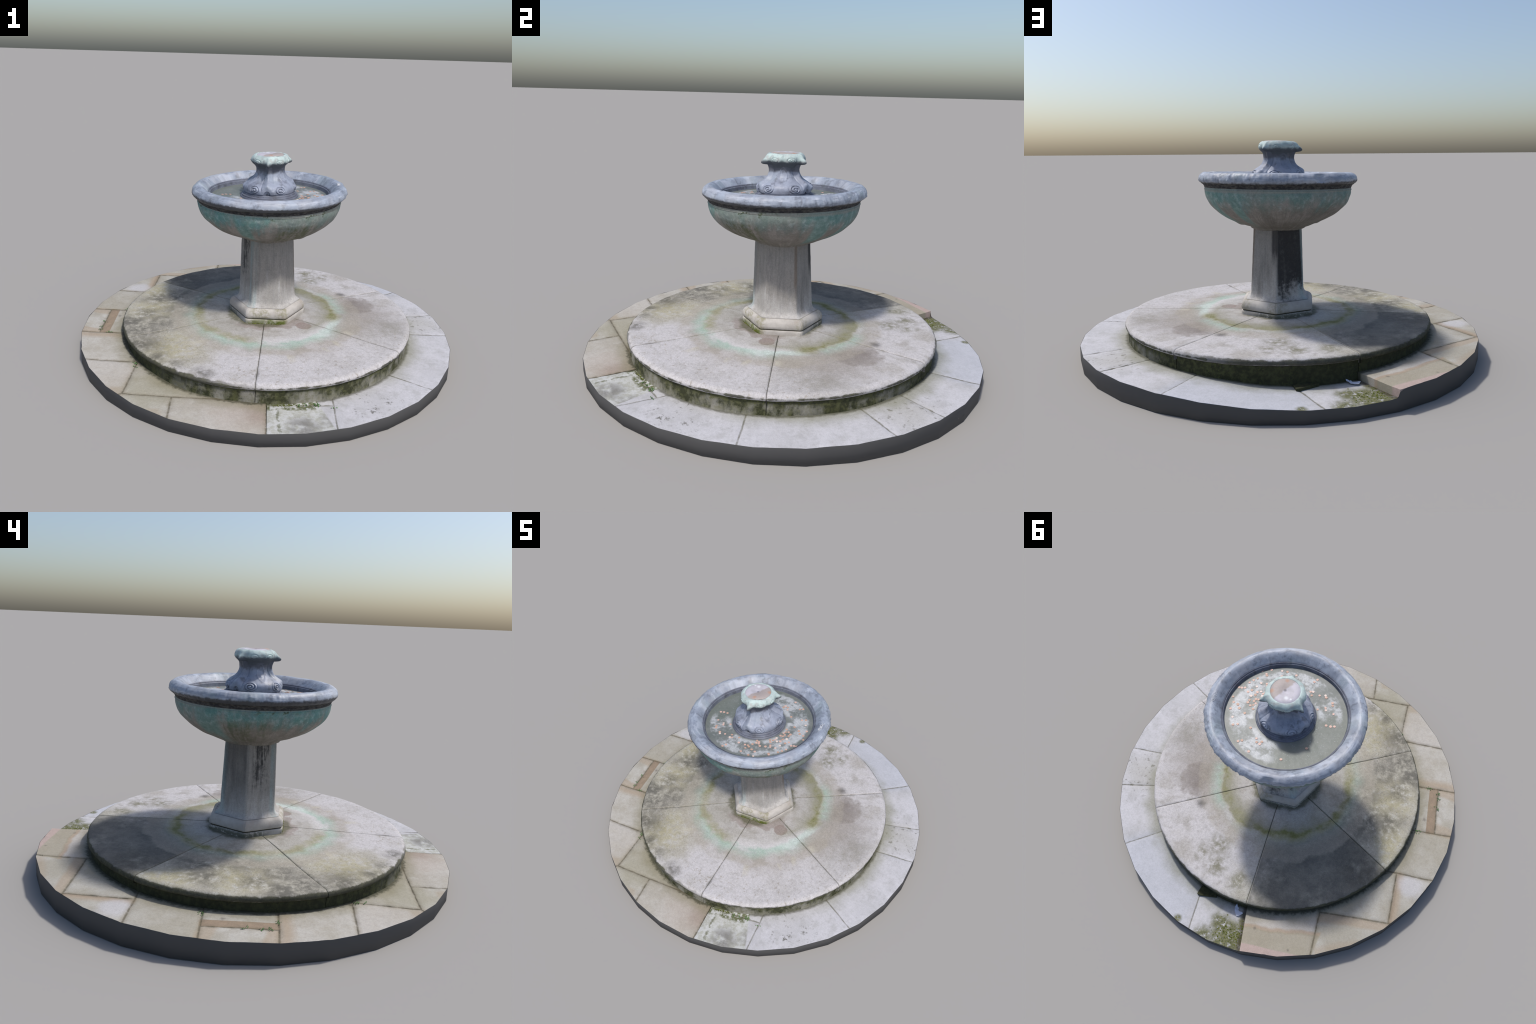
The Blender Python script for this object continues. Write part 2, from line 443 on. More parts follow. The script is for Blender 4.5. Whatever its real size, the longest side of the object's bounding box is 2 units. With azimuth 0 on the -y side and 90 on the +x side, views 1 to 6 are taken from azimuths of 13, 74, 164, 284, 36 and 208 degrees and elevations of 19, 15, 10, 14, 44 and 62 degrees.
    gr_w = b.mx(b.mul(F(-135, 35, 60), 0.75), b.mul(F(128, 30, 60), .9), b.mul(F(45, 40, 60), 0.55), b.mul(F(12, 14, 22), 0.7))
    col = b.mix(b.mul(green, gr_w, mott, .85), col, tone(152, 150, 108))
    gd = b.mx(b.mul(F(128, 30, 60), .95), b.mul(F(14, 13, 18), .8), b.mul(F(-165, 10, 30), .5), b.mul(F(55, 20, 40), .35))
    col = b.mix(b.mul(b.band(rw, 0.364, 0.003, 0.024), gd, b.sm(b.add(b.mul(n2, .5), b.mul(nm, .5)), 0.38, 0.6), 0.7), col, tone(112, 114, 56))
    # flakes of lime scale with straight edges, left by old drips
    for (px, py), a, L, wd in (((0.20, -0.47), -62, .10, .05), ((0.39, -0.27), -50, .09, .045), ((0.35, -0.36), -35, .07, .03),
                               ((-0.20, -0.42), -150, .12, .05), ((0.43, -0.16), -20, .08, .05)):
        q = (px + L * cos(radians(a)), py + L * sin(radians(a)))
        sd, t = b.along((px, py), q)
        f = b.mul(b.sm(sd, -.001, .001), b.sm(sd, wd * .2, wd, 1.0, 0.0), b.sm(t, 0, .3), b.sm(t, .6, 1.0, 1.0, 0.0))
        col = b.mix(b.mul(f, b.sm(n2, 0.3, 0.6, 0.4, 1.0), 0.6), col, tone(198, 192, 176))
    # moss and dirt at the foot of the column
    foot = b.mul(b.sm(b.add(r, b.mul(b.sub(w2, 0.5), 0.06)), 0.197, 0.225, 1.0, 0.0), b.sm(n2, 0.3, 0.5, 0.5, 1.0))
    col = b.mix(b.mul(foot, b.mx(b.inv(F(-20, 20, 35)), .3), 0.75), col, tone(90, 90, 62))
    # grey-green along the joints
    for k in range(6):
        a = radians(JOINT0 + 60 * k)
        s, t = b.along((SC[0], SC[1]), (SC[0] + cos(a), SC[1] + sin(a)), w2, 0.004)
        f = b.mul(b.band(s, 0.0, 0.001, 0.008), b.sm(t, 0.0, 0.05), b.sm(n2, 0.35, 0.6, .3, 1.0))
        col = b.mix(b.mul(f, 0.45), col, tone(116, 114, 98))
    # dark nosing: algae at the back, undercut shadow painted along the front
    rl = b.add(b.dist(*SC), b.mul(b.sub(n2, 0.5), 0.018), b.mul(b.sub(w2, .5), .01))
    back = F(160, 95, 130)
    nosing_dark = b.mix(b.sm(n2, .4, .7), tone(54, 55, 42), tone(84, 84, 64))
    rq = b.dist(*SC)
    lip = b.mx(b.mul(b.sm(rl, 0.7700, 0.7765), back), b.sm(b.add(rq, b.mul(b.sub(n2, .5), .006)), .7785, .7805))
    col = b.mix(b.mul(lip, 0.9), col, nosing_dark)
    bump = b.add(b.mul(n2, 0.5), b.mul(n3, 0.4))
    col = b.grain(col, .17)
    rough = b.sm(rw, 0.30, 0.40, 0.66, 0.85)
    return b.done(col, rough, bump, 0.3, 0.004)

def mat_riser():
    b = Build("algae_covered_riser")
    n1, n2, n3 = b.noise(9, 5, 0.6, stretch=(1, 1, 0.6)), b.noise(45, 5, 0.65), b.noise(160, 3)
    alg = b.mix(b.sm(n2, 0.4, 0.65), tone(58, 60, 42), tone(88, 90, 60))
    alg = b.mix(b.mul(b.sm(n3, 0.5, 0.7), b.sm(n1, 0.45, 0.6), 0.7), alg, tone(104, 108, 58))
    grey = b.mix(b.sm(n2, 0.4, 0.7), tone(158, 156, 148), tone(126, 124, 108))
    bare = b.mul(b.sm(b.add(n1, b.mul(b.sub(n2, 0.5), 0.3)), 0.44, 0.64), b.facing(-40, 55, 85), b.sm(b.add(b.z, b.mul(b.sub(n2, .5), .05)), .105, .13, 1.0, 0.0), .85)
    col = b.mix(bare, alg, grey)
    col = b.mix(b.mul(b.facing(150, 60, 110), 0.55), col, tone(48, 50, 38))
    return b.done(col, 0.9, b.add(b.mul(n2, 0.6), b.mul(n3, 0.4)), 0.5, 0.005)

def mat_bed():
    b = Build("dark_joint_soil")
    n = b.noise(60, 4)
    return b.done(b.mix(n, tone(48, 46, 36), tone(76, 74, 56)), 0.95)

def mat_cut_side():
    b = Build("dark_grey_cut_side")
    n = b.noise(25, 3)
    return b.done(b.mix(b.mul(n, 0.15), (0.078, 0.078, 0.080, 1), (0.09, 0.09, 0.092, 1)), 0.75, spec=0.3)

def mat_column():
    b = Build("streaked_marble_column")
    n1 = b.noise(9, 5, 0.6, stretch=(1, 1, 0.35))
    st = b.noise(60, 4, 0.65, stretch=(1, 1, 0.10))
    st2 = b.noise(26, 4, 0.6, stretch=(1, 1, 0.14), off=(3, 3, 0))
    n2, n3 = b.noise(55, 5, 0.65), b.noise(170, 3)
    F = lambda a, f, z: b.facing(a, f, z, cx=0.002, cy=-0.011)
    col = b.mix(b.sm(n1, 0.36, 0.66), (0.46, 0.445, 0.435, 1), (0.34, 0.325, 0.305, 1))
    col = b.mix(b.mul(b.sm(st, 0.45, 0.7), 0.4), col, (0.27, 0.262, 0.258, 1))
    col = b.mix(b.mul(b.sm(st2, 0.54, 0.7), 0.4), col, (0.50, 0.50, 0.515, 1))
    col = b.mix(b.mul(b.sm(n2, 0.52, 0.72), 0.3), col, (0.25, 0.235, 0.215, 1))
    # grey-brown rain wash coming down from the basin
    wash = b.sm(b.add(b.z, b.mul(b.sub(n1, 0.5), -0.45), b.mul(b.sub(st2, 0.5), -0.25), b.mul(b.sub(st, 0.5), -0.1)), 0.27, 0.43)
    col = b.mix(b.mul(wash, 0.8), col, b.mix(b.sm(st, .4, .65), (0.225, 0.21, 0.192, 1), (0.17, 0.16, 0.15, 1)))
    # blue-green copper tint on the left edges
    cu = b.mul(b.mx(F(-110, 6, 12), F(130, 6, 14)), b.sm(st2, 0.3, 0.6))
    col = b.mix(b.mul(cu, 0.35), col, (0.22, 0.36, 0.38, 1))
    # brown arris on the right corner
    col = b.mix(b.mul(F(11, 1.5, 5), b.sm(b.add(b.z, b.mul(b.sub(st2, .5), .3)), .33, .42), .6), col, (.17, .125, .09, 1))
    # black biofilm: the whole upper part of one face, streaks on its neighbours
    crumble = b.add(b.mul(b.sub(n2, 0.5), 0.18), b.mul(b.sub(n1, 0.5), 0.3))
    face = b.mul(F(101, 25.5, 30.5), b.sm(b.add(b.z, crumble), 0.27, 0.37), b.sm(b.add(b.mul(st2, .6), b.mul(n2, .4)), .25, .5, .72, 1.0))
    spill = b.mul(F(76, 12, 18), b.sm(b.add(b.z, b.mul(b.sub(st2, 0.5), 0.5)), 0.42, 0.56), 0.85)
    run = b.mul(F(-142, 14, 22), b.sm(b.add(b.z, b.mul(b.sub(st, 0.5), 0.45), b.mul(b.sub(n2, .5), .25)), 0.36, 0.56), b.sm(b.add(b.mul(st, .7), b.mul(n2, .3)), 0.36, 0.55))
    run2 = b.mul(F(161, 24, 29), b.sm(b.add(b.z, b.mul(b.sub(st2, 0.5), 0.6)), 0.2, 0.6), 0.55)
    black = b.mx(b.mul(face, 0.97), spill, b.mul(run, 0.9), run2)
    col = b.mix(black, col, b.mix(n3, (0.022, 0.021, 0.022, 1), (0.045, 0.044, 0.044, 1)))
    # fine pits
    col = b.mix(b.mul(b.sm(n3, 0.66, 0.74), 0.35), col, (0.18, 0.17, 0.16, 1))
    col = b.grain(col, .14)
    return b.done(col, 0.8, b.add(b.mul(n2, 0.5), b.mul(n3, 0.4), b.mul(st, 0.4)), 0.3, 0.004)

def mat_column_base():
    b = Build("mossy_marble_base")
    n1, n2, n3 = b.noise(11, 5, 0.6), b.noise(50, 5, 0.65), b.noise(190, 3)
    F = lambda a, f, z: b.facing(a, f, z, cx=0.005, cy=-0.007)
    col = b.mix(b.sm(n1, 0.36, 0.66), (0.46, 0.435, 0.41, 1), (0.36, 0.335, 0.31, 1))
    col = b.mix(b.mul(b.sm(n2, 0.5, 0.75), 0.35), col, (0.28, 0.26, 0.235, 1))
    col = b.mix(b.mul(b.sm(n1, 0.60, 0.68), 0.35), col, (0.33, 0.28, 0.245, 1))
    olive = b.mul(b.mx(F(-88, 9, 20), F(-52, 4, 14), b.mul(F(14, 5, 14), .6), b.mul(F(75, 10, 20), 0.7)), b.sm(n2, 0.38, 0.6))
    col = b.mix(b.mul(olive, 0.6), col, (0.20, 0.19, 0.10, 1))
    low = b.sm(b.add(b.z, b.mul(b.sub(n2, 0.5), 0.05)), 0.185, 0.205, 1.0, 0.0)
    green = b.mul(low, b.mx(F(-62, 11, 17), b.mul(F(-95, 10, 20), 0.7)), b.sm(n1, 0.3, 0.5))
    col = b.mix(b.mul(green, 0.95), col, b.mix(n3, (0.035, 0.05, 0.012, 1), (0.16, 0.19, 0.03, 1)))
    shade_moss = b.mul(low, F(130, 80, 110), b.sm(n2, 0.3, 0.5))
    col = b.mix(b.mul(shade_moss, 0.85), col, (0.07, 0.075, 0.05, 1))
    return b.done(col, 0.82, b.add(b.mul(n2, 0.5), b.mul(n3, 0.5)), 0.35, 0.004)

def mat_bowl():
    b = Build("verdigris_stained_bowl")
    # streak coordinates: direction from the axis, stretched down the bowl
    r = b.m('MAXIMUM', b.dist(-0.002, -0.014), 1e-4)
    ux, uy = b.m('DIVIDE', b.sub(b.x, -0.002), r), b.m('DIVIDE', b.sub(b.y, -0.014), r)
    cmb = b.nt.nodes.new("ShaderNodeCombineXYZ")
    b.put(cmb.inputs[0], ux); b.put(cmb.inputs[1], uy); b.put(cmb.inputs[2], b.mul(b.z, 1.4))
    U = cmb.outputs[0]
    st = b.noise(16, 5, 0.6, src=U, stretch=(1, 1, 0.5))
    st2 = b.noise(5, 4, 0.6, src=U, stretch=(1, 1, 0.8), off=(2, 0, 1))
    st3 = b.noise(45, 4, 0.6, src=U, stretch=(1, 1, 0.3), off=(5, 1, 1))
    nm, n2, n3 = b.noise(13, 5, .6, off=(1, 1, 4)), b.noise(40, 5, 0.65), b.noise(160, 3)
    F = lambda a, f, z: b.facing(a, f, z, r=r, cx=-0.002, cy=-0.014)
    stone = b.mix(b.sm(b.add(b.mul(st2, .5), b.mul(nm, .5)), 0.38, 0.62), (0.265, 0.245, 0.225, 1), (0.175, 0.158, 0.14, 1))
    stone = b.mix(b.mul(b.sm(n2, 0.48, 0.72), 0.4), stone, (0.31, 0.30, 0.285, 1))
    stone = b.mix(b.mul(b.sm(st, 0.46, 0.66), 0.4), stone, (0.15, 0.14, 0.125, 1))
    comb = b.mul(b.sm(st3, 0.46, 0.62), b.mx(F(85, 55, 80), b.mul(F(-70, 30, 60), .3)), b.sm(b.z, .66, .76, 1.0, 0.0))
    stone = b.mix(b.mul(comb, 0.55), stone, (0.13, 0.12, 0.105, 1))
    # verdigris from the top, running down in tongues
    edge = b.add(b.z, b.mul(b.sub(st, 0.5), 0.07), b.mul(b.sub(st2, 0.5), 0.16), b.mul(b.sub(nm, .5), .07))
    strong = b.mx(b.mul(F(-108, 20, 45), .95), b.mul(F(-165, 30, 60), .85), b.mul(F(25, 18, 40), 0.75), b.mul(F(110, 40, 70), 0.6), 0.38)
    cop = b.mul(b.sm(edge, 0.700, 0.785), strong, b.sm(nm, .3, .6, .55, 1.0))
    tong = b.mul(b.mx(F(-97, 3, 8), F(12, 4, 9), F(40, 3, 7), F(160, 5, 14)), b.sm(edge, 0.60, 0.68))
    cop = b.mx(cop, b.mul(tong, 0.65))
    copcol = b.mix(b.sm(n2, 0.35, 0.65), (0.085, 0.215, 0.20, 1), (0.155, 0.30, 0.28, 1))
    copcol = b.mix(b.mul(b.sm(st2, 0.5, 0.7), 0.5), copcol, (0.17, 0.28, 0.31, 1))
    col = b.mix(cop, stone, copcol)
    pale = b.mul(b.sm(n2, 0.52, 0.66), b.band(b.z, 0.76, 0.02, 0.05))
    col = b.mix(b.mul(pale, 0.3), col, (0.36, 0.41, 0.40, 1))
    # top fillet: worn grey with dark moss flecks
    top = b.sm(b.add(b.z, b.mul(b.sub(n2, 0.5), 0.01)), 0.797, 0.803)
    col = b.mix(b.mul(top, 0.6), col, (0.25, 0.25, 0.225, 1))
    fl = b.mul(b.sm(b.add(b.mul(n2, .6), b.mul(nm, .4)), 0.54, 0.62), b.sm(b.z, 0.77, 0.80), b.mx(F(-60, 40, 60), F(-165, 25, 40), 0.2))
    col = b.mix(b.mul(fl, 0.9), col, (0.045, 0.06, 0.022, 1))
    # green and black algae on the lower right of the front
    al = b.mul(b.mx(F(-53, 10, 24), b.mul(F(-170, 12, 22), 0.7)), b.sm(b.add(b.mul(st, .5), b.mul(n2, .5)), 0.40, 0.58), b.band(b.z, 0.69, 0.045, 0.075))
    col = b.mix(b.mul(al, 0.8), col, (0.075, 0.085, 0.035, 1))
    under = b.mul(b.sm(edge, 0.63, 0.68, 1.0, 0.0), b.sm(st, 0.35, 0.6, .3, 1.0))
    col = b.mix(b.mul(under, 0.5), col, (0.13, 0.12, 0.095, 1))
    col = b.grain(col, .16)
    return b.done(col, 0.8, b.add(b.mul(n2, 0.5), b.mul(st, 0.5), b.mul(n3, 0.3)), 0.35, 0.004)

def mat_lead(name, light, mid, dk, greenish=0.25):
    b = Build(name)
    n1, n2, n3 = b.noise(12, 5, 0.6), b.noise(48, 5, 0.65, stretch=(1, 1, 0.6)), b.noise(170, 3)
    g = b.noise(7, 3, off=(4, 2, 6))
    nm = b.noise(24, 5, .65, off=(2, 7, 2))
    col = b.mix(b.sm(n1, 0.36, 0.64), light, mid)
    col = b.mix(b.mul(b.sm(nm, 0.46, 0.66), 0.6), col, mid)
    col = b.mix(b.mul(b.sm(b.add(b.mul(n2, .5), b.mul(nm, .5)), 0.50, 0.64), 0.7), col, dk)
    col = b.mix(b.mul(b.sm(g, 0.52, 0.68), greenish), col, (0.28, 0.37, 0.37, 1))
    col = b.mix(b.mul(b.sm(n3, 0.60, 0.72), 0.25), col, (0.46, 0.48, 0.53, 1))
    return b, col, b.add(b.mul(n1, 0.3), b.mul(n2, 0.5), b.mul(n3, 0.3))

def mat_rim():
    b, col, h = mat_lead("blue_grey_rim", (0.295, 0.335, 0.41, 1), (0.215, 0.243, 0.30, 1), (0.115, 0.127, 0.155, 1))
    p = b.noise(5, 3, off=(9, 9, 0))
    q = b.noise(40, 4, .6, off=(1, 2, 3))
    col = b.mix(b.mul(b.sm(p, 0.52, 0.66), 0.45), col, (0.40, 0.405, 0.44, 1))
    rr_ = b.m('MAXIMUM', b.dist(-0.002, -0.014), 1e-4)
    cm = b.nt.nodes.new("ShaderNodeCombineXYZ")
    b.put(cm.inputs[0], b.m('DIVIDE', b.x, rr_)); b.put(cm.inputs[1], b.m('DIVIDE', b.y, rr_)); b.put(cm.inputs[2], b.mul(b.sub(rr_, b.z), 14.0))
    run = b.noise(4.5, 5, .62, src=cm.outputs[0])
    col = b.mix(b.mul(b.sm(run, .52, .68), .65), col, (0.44, 0.475, 0.55, 1))
    col = b.mix(b.mul(b.sm(run, .46, .34), .55), col, (0.15, 0.168, 0.21, 1))
    # ragged black band rising from the cove below
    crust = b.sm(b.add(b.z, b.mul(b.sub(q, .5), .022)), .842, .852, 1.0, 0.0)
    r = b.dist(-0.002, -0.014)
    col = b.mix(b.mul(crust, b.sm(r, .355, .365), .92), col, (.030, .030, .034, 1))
    return b.done(col, 0.5, h, 0.3, 0.004, spec=0.45)

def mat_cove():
    b = Build("black_cove")
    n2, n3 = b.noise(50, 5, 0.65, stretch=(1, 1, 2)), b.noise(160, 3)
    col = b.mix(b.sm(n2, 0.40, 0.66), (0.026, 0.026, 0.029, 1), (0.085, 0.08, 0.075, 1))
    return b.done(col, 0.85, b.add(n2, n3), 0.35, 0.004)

def mat_nozzle():
    b, col, h = mat_lead("blue_grey_carving", (0.285, 0.315, 0.395, 1), (0.20, 0.22, 0.28, 1), (0.11, 0.12, 0.15, 1), 0.12)
    n = b.noise(30, 4, .6, off=(3, 3, 3))
    neck = b.mul(b.sm(b.add(b.z, b.mul(b.sub(n, .5), .05)), .945, .965), .8)
    col = b.mix(neck, col, (.055, .057, .07, 1))
    return b.done(col, 0.5, h, 0.25, 0.003, spec=0.45)

def mat_foot_ring():
    b, col, h = mat_lead("dark_slate_ring", (0.15, 0.165, 0.21, 1), (0.10, 0.108, 0.14, 1), (0.06, 0.062, 0.072, 1), 0.1)
    return b.done(col, 0.55, h, 0.3, 0.003, spec=0.4)

def mat_cap():
    b = Build("pale_verdigris_cap")
    n1, n2, n3 = b.noise(22, 4), b.noise(70, 4, 0.6), b.noise(200, 3)
    nm = b.noise(40, 4, .6, off=(4, 4, 1))
    col = b.mix(b.sm(n1, 0.35, 0.65), (0.445, 0.545, 0.53, 1), (0.315, 0.385, 0.385, 1))
    col = b.mix(b.mul(b.sm(nm, 0.48, 0.66), 0.6), col, (0.36, 0.345, 0.34, 1))
    col = b.mix(b.mul(b.sm(n2, 0.55, 0.72), 0.55), col, (0.22, 0.25, 0.25, 1))
    low = b.sm(b.add(b.z, b.mul(b.sub(nm, 0.5), 0.025)), 0.999, 1.013, 1.0, 0.0)
    col = b.mix(b.mul(low, 0.92), col, (0.065, 0.07, 0.085, 1))
    return b.done(col, 0.6, b.add(b.mul(n1, 0.4), b.mul(n2, 0.5), b.mul(n3, 0.3)), 0.35, 0.004)

def mat_plate():
    b = Build("mineral_stained_plate")
    n1, n2 = b.noise(30, 5), b.noise(110, 4)
    w = b.noise(26, 3, off=(2, 2, 2))
    col = b.mix(b.sm(n1, 0.4, 0.65), (0.47, 0.45, 0.50, 1), (0.40, 0.385, 0.42, 1))
    s, _ = b.along((0.03, 0.06), (-0.03, -0.085), w, 0.016)
    damp = b.sm(s, -0.004, 0.006)
    col = b.mix(b.mul(damp, 0.85), col, b.mix(n2, (0.27, 0.225, 0.20, 1), (0.36, 0.31, 0.285, 1)))
    rust = b.mx(b.blob(0.012, -0.066, 0.009, 0.006, w, 0.006), b.blob(0.056, 0.012, 0.010, 0.008, w, 0.006))
    col = b.mix(b.mul(rust, 0.6), col, (0.42, 0.21, 0.12, 1))
    dots = b.mx(b.blob(-0.001, -0.016, 0.006, 0.004, w, 0.004))
    col = b.mix(b.mul(dots, 0.7), col, (0.09, 0.085, 0.10, 1))
    wh = b.mx(b.blob(-0.045, 0.02, 0.005, 0.002), b.blob(-0.022, 0.022, 0.009, 0.006, w, 0.006))
    col = b.mix(b.mul(wh, 0.7), col, (0.68, 0.70, 0.72, 1))
    return b.done(col, 0.55, b.add(n1, n2), 0.2, 0.002, spec=0.35)

def mat_floor():
    b = Build("scaled_basin_floor")
    n1, n2, n3 = b.noise(13, 5, 0.62, off=(1, 1, 0)), b.noise(60, 5, 0.7), b.noise(150, 3)
    nm = b.noise(28, 5, .65, off=(5, 5, 0))
    r = b.m('MAXIMUM', b.dist(-0.002, -0.014), 1e-4)
    F = lambda a, f, z: b.facing(a, f, z, r=r, cx=-0.002, cy=-0.014)
    col = b.mix(b.sm(n1, 0.35, 0.65), (0.125, 0.142, 0.135, 1), (0.165, 0.178, 0.172, 1))
    col = b.mix(b.mul(b.sm(n2, 0.5, 0.7), 0.4), col, (0.215, 0.228, 0.225, 1))
    col = b.mix(b.mul(F(150, 45, 80), 0.5), col, (0.12, 0.14, 0.115, 1))
    zone = b.mul(b.sm(r, 0.150, 0.170), b.sm(b.add(r, b.mul(b.sub(nm, 0.5), 0.04)), 0.268, 0.284, 1.0, 0.0))
    zone = b.mul(zone, b.inv(b.mul(F(150, 38, 62), 0.95)))
    thr = b.add(b.mul(n1, 0.5), b.mul(nm, .28), b.mul(n2, 0.22), b.mul(b.band(r, 0.262, 0.012, 0.03), 0.05),
                b.mul(b.band(r, 0.165, 0.012, 0.03), 0.05), b.mul(F(30, 40, 80), 0.03),
                b.mul(b.blob(0.13, 0.10, 0.03, 0.03), -0.16), b.mul(b.blob(-0.1, -0.24, 0.06, 0.05), -0.06))
    film = b.mul(zone, b.sm(thr, 0.44, 0.58))
    col = b.mix(b.mul(film, 0.6), col, (0.31, 0.325, 0.335, 1))
    white = b.mul(zone, b.sm(b.add(thr, b.mul(b.sub(n3, .5), .12)), 0.50, 0.60))
    col = b.mix(b.mul(white, 0.85), col, b.mix(b.sm(n3, 0.4, 0.6), (0.47, 0.49, 0.51, 1), (0.36, 0.38, 0.40, 1)))
    fleck = b.mul(b.sm(n3, 0.63, 0.70), b.sm(r, 0.15, 0.16), b.sm(r, 0.285, 0.295, 1.0, 0.0))
    col = b.mix(b.mul(fleck, 0.4), col, (0.42, 0.44, 0.44, 1))
    return b.done(col, 0.45, b.add(b.mul(white, 0.6), n2), 0.2, 0.003, spec=0.4)

def mat_coin():
    b = Build("copper_coin")
    rnd = b.random()
    n = b.noise(200, 2)
    col = b.mix(b.sm(rnd, 0.0, 0.8), (0.45, 0.285, 0.215, 1), (0.60, 0.40, 0.345, 1))
    col = b.mix(b.mul(b.sm(rnd, 0.84, 0.93), 0.8), col, (0.68, 0.60, 0.56, 1))
    col = b.mix(b.mul(n, 0.3), col, (0.40, 0.29, 0.22, 1))
    return b.done(col, 0.5, spec=0.4)

def mat_plain(name, a, c, scale=60, rough=0.8):
    b = Build(name)
    return b.done(b.mix(b.noise(scale, 4), a, c), rough)

def mat_leaf():
    b = Build("weed_leaf")
    col = b.mix(b.noise(90, 3), (0.06, 0.15, 0.045, 1), (0.16, 0.30, 0.11, 1))
    m = b.done(col, 0.6)
    tr = b.nt.nodes.new("ShaderNodeBsdfTranslucent")
    tr.inputs[0].default_value = (0.14, 0.28, 0.08, 1)
    mixs = b.nt.nodes.new("ShaderNodeMixShader")
    mixs.inputs[0].default_value = 0.25
    b.nt.links.new(b.bsdf.outputs[0], mixs.inputs[1])
    b.nt.links.new(tr.outputs[0], mixs.inputs[2])
    b.nt.links.new(mixs.outputs[0], b.out.inputs[0])
    return m

# ------------------------------------------------------------------ the thing
fountain = bpy.data.objects.new("stone_fountain", None)
bpy.context.scene.collection.objects.link(fountain)
fountain["label"] = "weathered marble fountain with round basin on hexagonal column"
fountain["category"] = "fountain"

# ---- ground heights -------------------------------------------------------
MARBLE_Z = [(-90, .061), (-68, .061), (-45, .064), (-22, .070), (0, .075), (22, .080), (34, .081), (45, .078),
            (56, .071), (68, .061), (80, .054), (92, .051), (104, .053)]

def z_sandstone(x, y):
    return 0.0698 - 0.0217 * x + 0.0140 * y + .0095 * smooth(x, -.3, .22) * smooth(y, 0, -.3) + .004 * gauss(hypot(x + .45, y + .64), .14)

def z_marble(x, y):
    a = degrees(atan2(y, x))
    return interp(MARBLE_Z, a)

SEAM_TOP = 100.9      # azimuth at the rim where the mossy slab meets the sandstone
SEAM_FRONT = -77.0

def is_sand_az(a):
    return a > SEAM_TOP or a < SEAM_FRONT

# ---- cut side of the paving disc -----------------------------------------
def rim32(az, R=1.0):
    """Point on the 32-sided outline."""
    k = math.floor(az / 11.25)
    a0, a1 = radians(k * 11.25), radians((k + 1) * 11.25)
    am, h = (a0 + a1) / 2, R * cos(radians(11.25 / 2))
    r = h / cos(radians(az) - am)
    return r * cos(radians(az)), r * sin(radians(az))

M_CUT, M_BED = mat_cut_side(), mat_bed()

def build_cut_side():
    az = sorted(set([i * 11.25 / 6 for i in range(-96, 96)] + [SEAM_TOP + d for d in (-2.4, -1.2, -.5, -.1, .25, .7, 1.4, 2.4)]
                    + [SEAM_FRONT - .3, SEAM_FRONT + .3]))
    def ztop(a):
        x, y = rim32(a)
        if abs(a - SEAM_TOP) < 2.5:
            lo, hi = z_marble(x, y), z_sandstone(x, y)
            return interp([(-2.5, lo), (-.5, lo + .002), (-.1, lo + .009), (.25, hi - .009), (1.4, hi - .002), (2.5, hi)], a - SEAM_TOP) - .0008
        zz = z_sandstone(x, y) if is_sand_az(a) else z_marble(x, y)
        return zz - .0008 + 0.0012 * nz(x, y, 3, 14)
    bot, low, top, lip = [], [], [], []
    for a in az:
        x, y = rim32(a)
        z = ztop(a)
        bot.append((x, y, 0.0)); low.append((x, y, z * .5)); top.append((x, y, z))
        lip.append((x * .9975, y * .9975, z - .0004))
    v, f = loft([bot, low, top, lip])
    v.append((0, 0, 0))
    n = len(az)
    c = len(v) - 1
    f += [(c, (j + 1) % n, j) for j in range(n)]
    me = mesh_from(v, f, "paving_side")
    ob = new_object("paving_side", me, fountain, M_CUT, 180)
    normals = []
    for i, p in enumerate(me.vertices):
        ring = i // n
        h = Vector((p.co.x, p.co.y, 0))
        h = h.normalized() if h.length > 1e-6 else Vector((0, 0, -1))
        tilt = {0: -0.75, 1: -0.28, 2: 0.0, 3: 0.3}.get(ring, -50)  # normals tipped down so the wall shades darker toward its foot
        normals.append((h + Vector((0, 0, tilt))).normalized())
    me.normals_split_custom_set_from_vertices(normals)
    return ob

build_cut_side()

def build_bed():
    rings = []
    for r in (0.3, 0.62, 0.76, 0.85, 0.93, 0.9965):
        ring = []
        for i in range(360):
            a = -180 + i + .45
            x, y = rim32(a, r)
            if is_sand_az(a):
                z = z_sandstone(x, y) - .011
            else:
                z = z_marble(x, y) - .011
            if abs(a - SEAM_TOP) < 3:
                z = min(z, z_marble(*rim32(SEAM_TOP - .2, r)) - .011)
            if abs(a - SEAM_FRONT) < 3:
                z -= .002
            ring.append((x, y, z))
        rings.append(ring)
    v, f = loft(rings)
    new_object("joint_bed", mesh_from(v, f, "joint_bed"), fountain, M_BED, 40)

build_bed()

